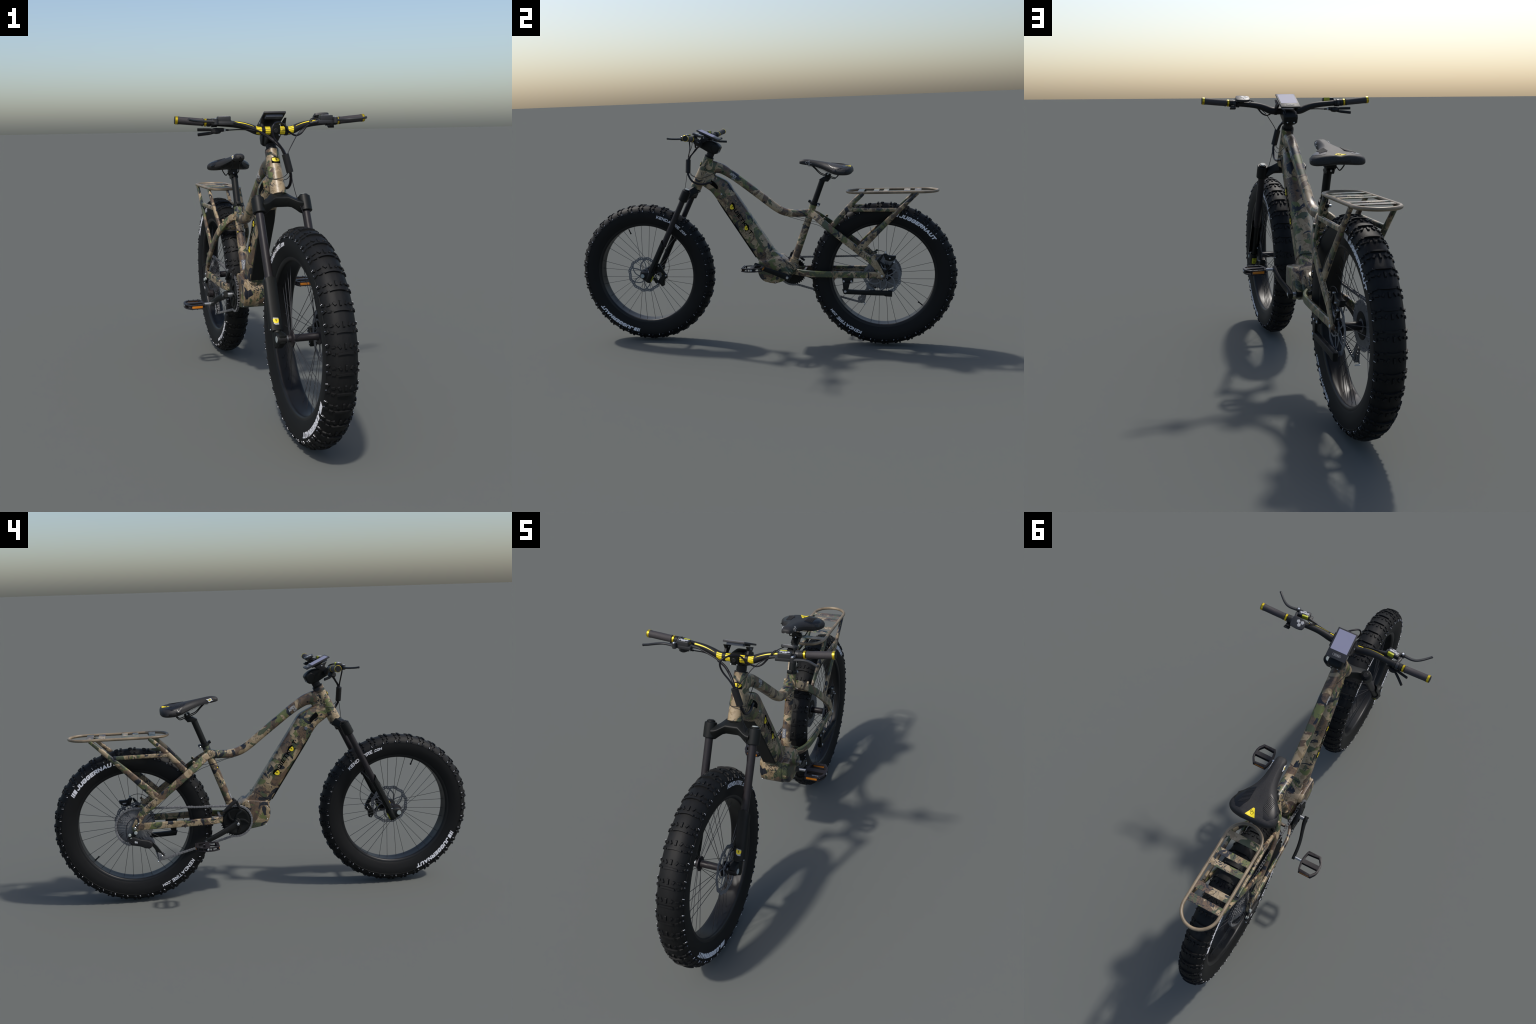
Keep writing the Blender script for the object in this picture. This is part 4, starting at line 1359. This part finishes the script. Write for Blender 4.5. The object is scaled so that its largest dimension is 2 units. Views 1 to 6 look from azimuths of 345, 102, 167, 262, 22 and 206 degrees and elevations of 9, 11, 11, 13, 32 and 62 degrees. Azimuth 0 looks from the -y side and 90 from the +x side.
# flank badges and under-edge ribs
for sg in (-1, 1):
    b = Build()
    def flank(y, q):
        p = (y,) + interp(sp, y)
        return V((sg * (p[1] * (1 - abs(q) ** p[4]) ** (1 / p[4]) + .0007), y, (p[2] + p[3]) / 2 + (p[2] - p[3]) / 2 * q))
    def flank_poly(pts, mat, h):
        n = len(pts)
        c = (sum(p[0] for p in pts) / n, sum(p[1] for p in pts) / n)
        vs = [flank(*c) + V((sg * h, 0, 0))] + [flank(*p) + V((sg * h, 0, 0)) for p in pts] + [flank(*p) - V((sg * .001, 0, 0)) for p in pts]
        fs = [(0, 1 + i, 1 + (i + 1) % n) for i in range(n)] + [(1 + i, 1 + n + i, 1 + n + (i + 1) % n, 1 + (i + 1) % n) for i in range(n)]
        b.add(vs, fs, mat)
    if sg < 0:
        flank_poly([(.2700, .50), (.2620, .50), (.2480, .62), (.2430, .40), (.2440, .05), (.2360, -.02), (.2460, -.10), (.2560, -.35), (.2600, -.10), (.2630, .25)], "white", .0)
        flank_poly([(.2600, .35), (.2520, .42), (.2475, .42), (.2475, .15), (.2520, -.02), (.2570, .05)], "yellow", .0006)
        flank_poly([(.2535, .40), (.2515, .40), (.2518, .15), (.2535, .15)], "ink", .0010)
    else:
        for (y, q, r) in ((.2560, .10, .0060), (.2680, .50, .0034), (.2660, -.35, .0030)):
            pts = [flank(y + r * cos(t), q + r / .016 * sin(t)) for t in [2 * pi * i / 14 for i in range(12 if r > .005 else 15)]]
            b.tube(pts, .0010, "print_grey", 6)
        b.tube([flank(.2640, 0), flank(.2720, .05), flank(.2800, .05)], .0007, "print_grey", 6)
    b.finish("saddle_badge", saddle, 60)
    b = Build()
    for k in range(22):
        y = .262 + .0056 * k
        a, c = flank(y, -.55), flank(y, -.88)
        b.tube([a, c], .0011, "cover_inset", 6)
    b.finish("saddle_ribs", saddle, 60, stuff=True)
for sg in (-1, 1):
    b = Build()
    b.tube([(sg * .012, .2800, .9270), (sg * .013, .2960, .9120), (sg * .018, .3170, .8905), (sg * .0215, .3360, .8810), (sg * .0220, .3700, .8690), (sg * .0230, .3890, .8625), (sg * .0260, .3980, .8650), (sg * .0320, .4100, .8780), (sg * .0350, .4170, .8900)], .0023, "black", 10, smooth=4)
    b.finish("saddle_rail", saddle)

# ================================================================== RACK
rack = None
b = Build()
ring = []
RZ, RX, R0, R1 = .7955, .0715, .4530, .9010
cr0, cr1 = R0 + .074, R1 - .074
for i in range(41):
    a = pi + pi * i / 40
    ring.append((RX * cos(a), cr0 + .074 * sin(a), RZ))
for i in range(41):
    a = pi * i / 40
    ring.append((RX * cos(a), cr1 + .074 * sin(a), RZ))
ring.append(ring[0])
P = [V(p) for p in ring[:-1]]
n = len(P)
rings = []
for i in range(n):
    t = (P[(i + 1) % n] - P[i - 1]).normalized()
    s = V((0, 0, 1)).cross(t)
    rings.append([P[i] + s * (cos(2 * pi * k / 14) * .0066) + V((0, 0, 1)) * (sin(2 * pi * k / 14) * .0066) for k in range(14)])
b.loft(rings, "tan", closed=True)
rack = b.finish("rear_rack", bike, 60)
for y0, y1 in ((.5090, .5395), (.5860, .6130), (.6355, .6620), (.7360, .7665), (.7880, .8205)):
    b = Build()
    yc = (y0 + y1) / 2
    hw = .0700 if .53 < yc < .81 else .0690
    b.box((0, yc, .7980), (hw * 2, y1 - y0, .0030), "camo", None, .0008, 1)
    b.finish("rack_slat", rack, 30)
for sg in (-1, 1):
    b = Build()
    fs_ = crom([(sg * .0715, .5395, .7920), (sg * .0715, .5250, .7790), (sg * .0675, .4630, .7190), (sg * .0580, .3840, .6300)], 5)
    m = len(fs_)
    b.sweep(fs_, .0074, [.0085 + .0055 * (i / m) for i in range(m)], "camo", e=2.4, n=18)
    b.finish("rack_strut", rack, 60)
    b = Build()
    rs_ = crom([(sg * .0715, .8040, .7920), (sg * .0715, .7890, .7780), (sg * .0715, .7090, .7030), (sg * .0712, .6200, .6160), (sg * .0705, .5220, .5180)], 5)
    m = len(rs_)
    b.sweep(rs_, .0074, [.0088 + .0105 * max(0, i / m - .25) / .75 for i in range(m)], "camo", e=2.4, n=18)
    b.finish("rack_strut", rack, 60)
    b = Build()
    b.sweep([(sg * .0700, .4560, .7110), (sg * .0720, .7020, .7095)], .0062, .0090, "camo", e=4, n=16)
    b.finish("rack_brace", rack, 60)

# ================================================================== DRIVE TRAIN
BB = V((0, .1500, .3695))
CX = -.0540
def gear_outline(r, teeth, depth):
    pts = []
    for i in range(teeth):
        for f, d in ((0, 0), (.22, 0), (.42, 1), (.58, 1), (.78, 0)):
            t = 2 * pi * (i + f) / teeth
            rr = r + depth * d
            pts.append((rr * cos(t), rr * sin(t)))
    return pts

b = Build()
T = Matrix.Translation((CX, BB.y + .003, BB.z + .002)) @ YZ
arcs = []
def arc_slot(r0, r1, a0, a1, n=10):
    return [(r0 * cos(a0 + (a1 - a0) * i / n), r0 * sin(a0 + (a1 - a0) * i / n)) for i in range(n + 1)] + [(r1 * cos(a1 - (a1 - a0) * i / n), r1 * sin(a1 - (a1 - a0) * i / n)) for i in range(n + 1)]
b.plate([gear_outline(.0690, 38, .0058)] + [arc_slot(.0525, .0575, radians(72 * i + 8), radians(72 * i + 52)) for i in range(5)], .0032, "black", T)
b.lathe([(0, .060), (.003, .064), (.006, .062), (.007, .055), (.005, .050), (.004, .020)], V((CX - .0010, BB.y + .003, BB.z + .002)), (-1, 0, 0), "black", 48)
for i in range(5):
    a = radians(72 * i + 30)
    pts = [(CX - .0065, BB.y + .003 + .016 * cos(a - .3), BB.z + .002 + .016 * sin(a - .3)), (CX - .0080, BB.y + .003 + .036 * cos(a), BB.z + .002 + .036 * sin(a)), (CX - .0060, BB.y + .003 + .059 * cos(a + .35), BB.z + .002 + .059 * sin(a + .35))]
    b.sweep(crom(pts, 4), .0035, .0062, "black", e=3, n=12)
b.cyl((CX, BB.y, BB.z), (-.0650, BB.y, BB.z), .0160, "black", 28)
b.cyl((-.050, BB.y, BB.z), (-.0960, BB.y, BB.z), .0095, "steel", 20)
b.cyl((-.0540, .1500, .3720), (-.048, .1500, .3720), .045, "black", 30)
b.finish("chainring", bike, 30)

# chain guide arm above the chainring
b = Build()
b.sweep(crom([(-.070, .1500, .4720), (-.071, .1640, .4660), (-.072, .1850, .4500), (-.072, .2060, .4310), (-.072, .2150, .4250)], 3), .0075, [.0095 - .0004 * i for i in range(13)], "plastic", e=3, n=16)
b.tube([(-.050, .1650, .4800), (-.060, .1600, .4740), (-.068, .1560, .4690)], .0065, "plastic", 12)
b.sweep([(-.062, .1500, .4700), (-.062, .1380, .4380)], .005, .006, "plastic", e=3)
b.finish("chain_guide", bike, 40)

# cassette
b = Build()
for i in range(9):
    r = .0850 - .0066 * i
    x = -.0290 - .0032 * i
    teeth = int(round(r * 2 * pi / .0124))
    hs = []
    if i < 8:
        for k in range(14 - i):
            t = 2 * pi * k / (14 - i) + i * .2
            hs.append(circle2(.0032 - .0001 * i, 8, ((r - .0085) * cos(t), (r - .0085) * sin(t))))
    b.cyl((x - .0006, WY, RW), (x - .0029, WY, RW), r - .0125, "rotor", 40, .0003)
    b.plate([gear_outline(r, teeth, .0040)] + hs, .0019, "cassette", Matrix.Translation((x, WY, RW)) @ YZ)
b.cyl((-.0265, WY, RW), (-.0280, WY, RW), .0480, "black", 40)  # black disc added to darken the cassette's back, seen in shade from behind
b.cyl((-.026, WY, RW), (-.058, WY, RW), .024, "cassette", 28)
b.cyl((-.056, WY, RW), (-.0645, WY, RW), .0150, "cassette", 24)
b.finish("cassette", bike, 30)

# derailleur
JU, JL = (.5650, .2960), (.5110, .2260)
b = Build()
b.prism([(.6180, .3620), (.6340, .3640), (.6420, .3500), (.6580, .3400), (.6620, .3260), (.6500, .3150), (.6300, .3300)], -.0800, -.0700, "black", bev=.003)
b.prism([(.6620, .3300), (.6480, .2960), (.6080, .2880), (.5820, .2760), (.5620, .2780), (.5520, .3000), (.5680, .3130), (.6020, .3200), (.6350, .3350)], -.0860, -.0700, "plastic", bev=.005, seg=3)
b.lathe([(0, .016), (.002, .018), (.022, .018), (.025, .014)], (-.0580, .5690, .2920), (-1, 0, 0), "stanchion", 24)
for y, z, r in ((.6250, .3545, .0078), (.6535, .3450, .0070), (.6470, .3260, .0070)):
    b.cyl((-.076, y, z), (-.0850, y, z), r, "cap", 20)
for dx in (-.0420, -.0560):
    b.sweep(crom([(dx, .5740, .2990), (dx, .5560, .2900), (dx, .5380, .2700), (dx, .5200, .2400), (dx, .5050, .2140)], 4), .0010, [.0085, .0090, .0095, .0090, .0085, .008, .008, .008, .008, .0085, .009, .010, .011, .012, .013, .012, .006], "black" if dx < -.05 else "chain", e=5, n=12)
b.prism([(.5300, .2460), (.5170, .2400), (.4950, .2200), (.4960, .2120), (.5300, .1985), (.5250, .2180)], -.0590, -.0570, "chain", bev=.0005)
b.cyl((-.040, JL[0], JL[1]), (-.0620, JL[0], JL[1]), .0045, "steel", 14)
b.cyl((-.040, .5290, .1990), (-.0600, .5290, .1990), .0028, "steel", 10)
tv, tf = block_text("SR", .014, .009, shear=.2)
b.add([V((-.0863 + p.z * -1, .6330 - p.x, .3080 + p.y - p.x * .3)) for p in tv], tf, "white")
b.cyl((-.078, .6630, .3120), (-.084, .6640, .3080), .0022, "steel", 8)
der = b.finish("rear_derailleur", bike, 40)
for jy, jz, r in ((JU[0], JU[1], .0165), (JL[0], JL[1], .0165)):
    b = Build()
    b.plate([gear_outline(r, 11, .0040), circle2(.003, 10)], .0060, "chain", Matrix.Translation((-.0490, jy, jz)) @ YZ)
    b.finish("jockey_wheel", der, 30)

# chain: path in (y, z), links one by one joined into one part
def tangent_arc(c, r, a0, a1, n):
    return [(c[0] + r * cos(radians(a0 + (a1 - a0) * i / n)), c[1] + r * sin(radians(a0 + (a1 - a0) * i / n))) for i in range(n + 1)]
cr = (BB.y + .003, BB.z + .002)
cpath = tangent_arc((WY, RW), .0880, -70, 90.5, 24) + tangent_arc(cr, .0745, 91, 283, 30) + \
        tangent_arc(JL, .0185, 262, 330, 5) + tangent_arc((JU[0] - .002, JU[1]), .0185, 150, 60, 6)
cpath.append(cpath[0])
xs_top = lambda y: -.0630 + (.0280 if y > .55 else .0280 * max(0, (y - .25)) / .30) * 1.0
dist, acc = [0.0], 0.0
for a, c in zip(cpath, cpath[1:]):
    acc += hypot(c[0] - a[0], c[1] - a[1])
    dist.append(acc)
tab = [(d,) + p for d, p in zip(dist, cpath)]
nl = int(acc / .0124)
nl -= nl % 2
b = Build()
for i in range(nl):
    d0, d1 = acc * i / nl, acc * (i + 1) / nl
    p0, p1 = interp(tab, d0), interp(tab, d1)
    def chx(p):
        y, z = p
        if z > .36 and y > .2:
            return CX + .0140 * min(1, (y - .2) / .36)
        if y > .56:
            return -.0490 + .009 * min(1, max(0, (z - .30) / .05))
        return CX + .0050 * min(1, max(0, (y - .16) / .35))
    x0, x1 = chx(p0), chx(p1)
    a, c = V((x0, *p0)), V((x1, *p1))
    t = (c - a).normalized()
    gap = .0030 if i % 2 else .0042
    for sg in (-1, 1):
        o = V((sg * gap, 0, 0))
        m1 = (a + c) / 2
        b.sweep([a - t * .0034 + o, a - t * .0015 + o, a + t * .002 + o, m1 + o, c - t * .002 + o, c + t * .0015 + o, c + t * .0034 + o], .0007, [.0026, .0050, .0050, .0040, .0050, .0050, .0026], "chain", e=4, n=8)
    b.cyl(a - V((.0048, 0, 0)), a + V((.0048, 0, 0)), .0027, "chain", 8, .0003)
b.finish("chain", bike, 30, stuff=True)

# cranks and pedals
cdir = V((0, .1560, -.0680)).normalized()
for sg in (1, -1):
    d = cdir if sg < 0 else -cdir
    b = Build()
    p0 = V((sg * .0900, BB.y, BB.z))
    ln = .1690
    st = crom([(-.014, .0945, .0085, .0135), (.000, .0948, .0092, .0158), (.020, .0960, .0085, .0155), (.050, .1030, .0072, .0140), (.090, .1130, .0068, .0125), (.130, .1185, .0068, .0120), (ln, .1200, .0068, .0120), (ln + .011, .1200, .0064, .0095)], 4)
    b.sweep([V((sg * s[1], BB.y, BB.z)) + d * s[0] for s in st], [s[2] for s in st], [s[3] for s in st], "black", e=3.2, n=20)
    b.cyl((sg * .094, BB.y, BB.z), (sg * .1048, BB.y, BB.z), .0100, "black", 22)
    b.cyl((sg * .1040, BB.y, BB.z), (sg * .1060, BB.y, BB.z), .0068, "steel", 20)
    b.cyl((sg * .050, BB.y, BB.z), (sg * .0930, BB.y, BB.z), .0088, "steel", 20)
    b.finish("crank_arm", bike, 40)
    pc = V((sg * .1290, BB.y, BB.z)) + d * ln
    pc = V((sg * .2010, pc.y, pc.z))
    ped = Build()
    # cage: outline in (x, y) with two windows
    out = [(-.0380, -.0400), (-.0330, -.0530), (.0250, -.0530), (.0400, -.0300), (.0440, -.0140), (.0440, .0140), (.0400, .0300), (.0250, .0530), (-.0330, .0530), (-.0380, .0400), (-.0430, .012), (-.0430, -.012)]
    w1 = [(-.0320, -.0400), (.0205, -.0440), (.0345, -.0250), (.0380, -.0095), (-.0370, -.0095)]
    w2 = [(x, -y) for x, y in reversed(w1)]
    mt = Matrix.Translation(pc) @ Matrix.Diagonal((sg, 1, 1, 1)) @ Matrix.Rotation(.02, 4, "X")
    for z in (-.0072, .0072):
        ped.plate([out, w1, w2], .0030, "stanchion", mt @ Matrix.Translation((0, 0, z)), .0010)
    # posts between the two plates
    for x, y in ((-.0350, -.0400), (-.0350, .0400), (.0400, -.0200), (.0400, .0200), (.0230, -.0480), (.0230, .0480), (-.0300, -.0490), (-.0300, .0490)):
        ped.cyl(mt @ V((x, y, -.008)), mt @ V((x, y, .008)), .0034, "stanchion", 10)
    ped.cyl(mt @ V((-.042, 0, 0)), mt @ V((.042, 0, 0)), .0085, "plastic", 18)
    ped.cyl(mt @ V((.041, 0, 0)), mt @ V((.0452, 0, 0)), .0056, "steel", 16)
    ped.cyl(mt @ V((-.0780, 0, 0)), mt @ V((-.0410, 0, 0)), .0060, "steel", 16)
    for x in (-.026, -.005, .016):
        for y in (-.0485, .0485):
            for z in (-1, 1):
                ped.cyl(mt @ V((x, y, z * .009)), mt @ V((x, y, z * .0125)), .0016, "stanchion", 8, .0003)
    pd = ped.finish("pedal", bike, 40)
    for yy in (-1, 1):
        rb = Build()
        rb.box(mt @ V((-.005, yy * .0500, 0)), (.046, .0072, .0112), "orange", None, .001)
        rb.finish("pedal_reflector", pd, 40)

# kickstand
b = Build()
b.prism([(.4270, .3675), (.4840, .3675), (.4830, .3440), (.4700, .3390), (.4600, .3390), (.4290, .3420)], .0660, .0800, "black", bev=.002)
b.prism([(.4300, .3440), (.4690, .3440), (.4640, .3300), (.4570, .3030), (.4330, .3030)], .0740, .0850, "black", bev=.002)
b.prism([(.4270, .3060), (.4600, .3060), (.5200, .3030), (.6400, .3010), (.6780, .3000), (.6765, .2715), (.6430, .2735), (.6370, .2770), (.5800, .2780), (.4350, .2830)], .0670, .0860, "black", bev=.003)
for y in (.4360, .4740):
    b.cyl((.078, y, .3480), (.0835, y, .3480), .0052, "steel", 14)
b.cyl((.084, .4430, .2960), (.0890, .4430, .2960), .0062, "steel", 16)
b.finish("kickstand", bike, 40)

# brake calipers
b = Build()
b.prism([(-.5730, .4060), (-.5450, .4350), (-.5380, .4300), (-.5080, .3760), (-.5180, .3640), (-.5330, .3860), (-.5560, .3940), (-.5700, .3860)], .0640, .0760, "black", bev=.002)
b.prism([(-.5260, .3800), (-.5070, .3720), (-.5060, .3540), (-.5200, .3450), (-.5240, .3130), (-.5360, .3100), (-.5470, .3260), (-.5460, .3480), (-.5360, .3640)], .0460, .0740, "black", bev=.004, seg=3)
b.prism([(-.5820, .3560), (-.5700, .3600), (-.5440, .3320), (-.5540, .3200), (-.5700, .3300)], .0680, .0760, "black", bev=.002)
b.tube([(.072, -.5740, .3500), (.072, -.5640, .3700), (.072, -.5480, .3840)], .0035, "chain", 8)
for y, z in ((-.5090, .3690), (-.5560, .3270), (-.5460, .4220)):
    b.cyl((.070, y, z), (.0790, y, z), .0036, "steel", 12)
for y, z in ((-.5200, .3570), (-.5140, .3650), (-.5310, .3200)):
    b.cyl((.0475, y, z), (.0440, y, z), .0030, "steel", 12)
b.finish("brake_caliper", bike, 40)
b = Build()
b.prism([(.6030, .4560), (.6280, .4860), (.6340, .4810), (.6300, .4700), (.6150, .4480), (.6380, .3980), (.6800, .4450), (.6880, .4430), (.6480, .3880), (.6390, .3870)], .0640, .0730, "black", bev=.002)
b.prism([(.6330, .4860), (.6450, .4930), (.6580, .4800), (.6780, .4780), (.6970, .4780), (.6960, .4650), (.6840, .4540), (.6660, .4500), (.6450, .4570)], .0480, .0700, "black", bev=.004, seg=3)
b.tube([(.068, .6180, .4430), (.068, .6300, .4150), (.068, .6520, .4080), (.068, .6720, .4120)], .0030, "chain", 8)
b.tube([(.069, .6100, .4540), (.069, .6330, .4320), (.069, .6600, .4330)], .0042, "black", 8)
for y, z in ((.6870, .4450), (.6670, .4650), (.6450, .4930)):
    b.cyl((.068, y, z), (.0770, y, z), .0036, "steel", 12)
    b.cyl((.0470, y, z), (.0420, y, z), .0030, "steel", 12)
tv, tf = block_text("DOT", .016, .005)
b.add([V((.0434 - p.z, .6800 - p.x, .4630 + p.y)) for p in tv], tf, "white")
b.finish("brake_caliper", bike, 40)

bpy.context.view_layer.update()
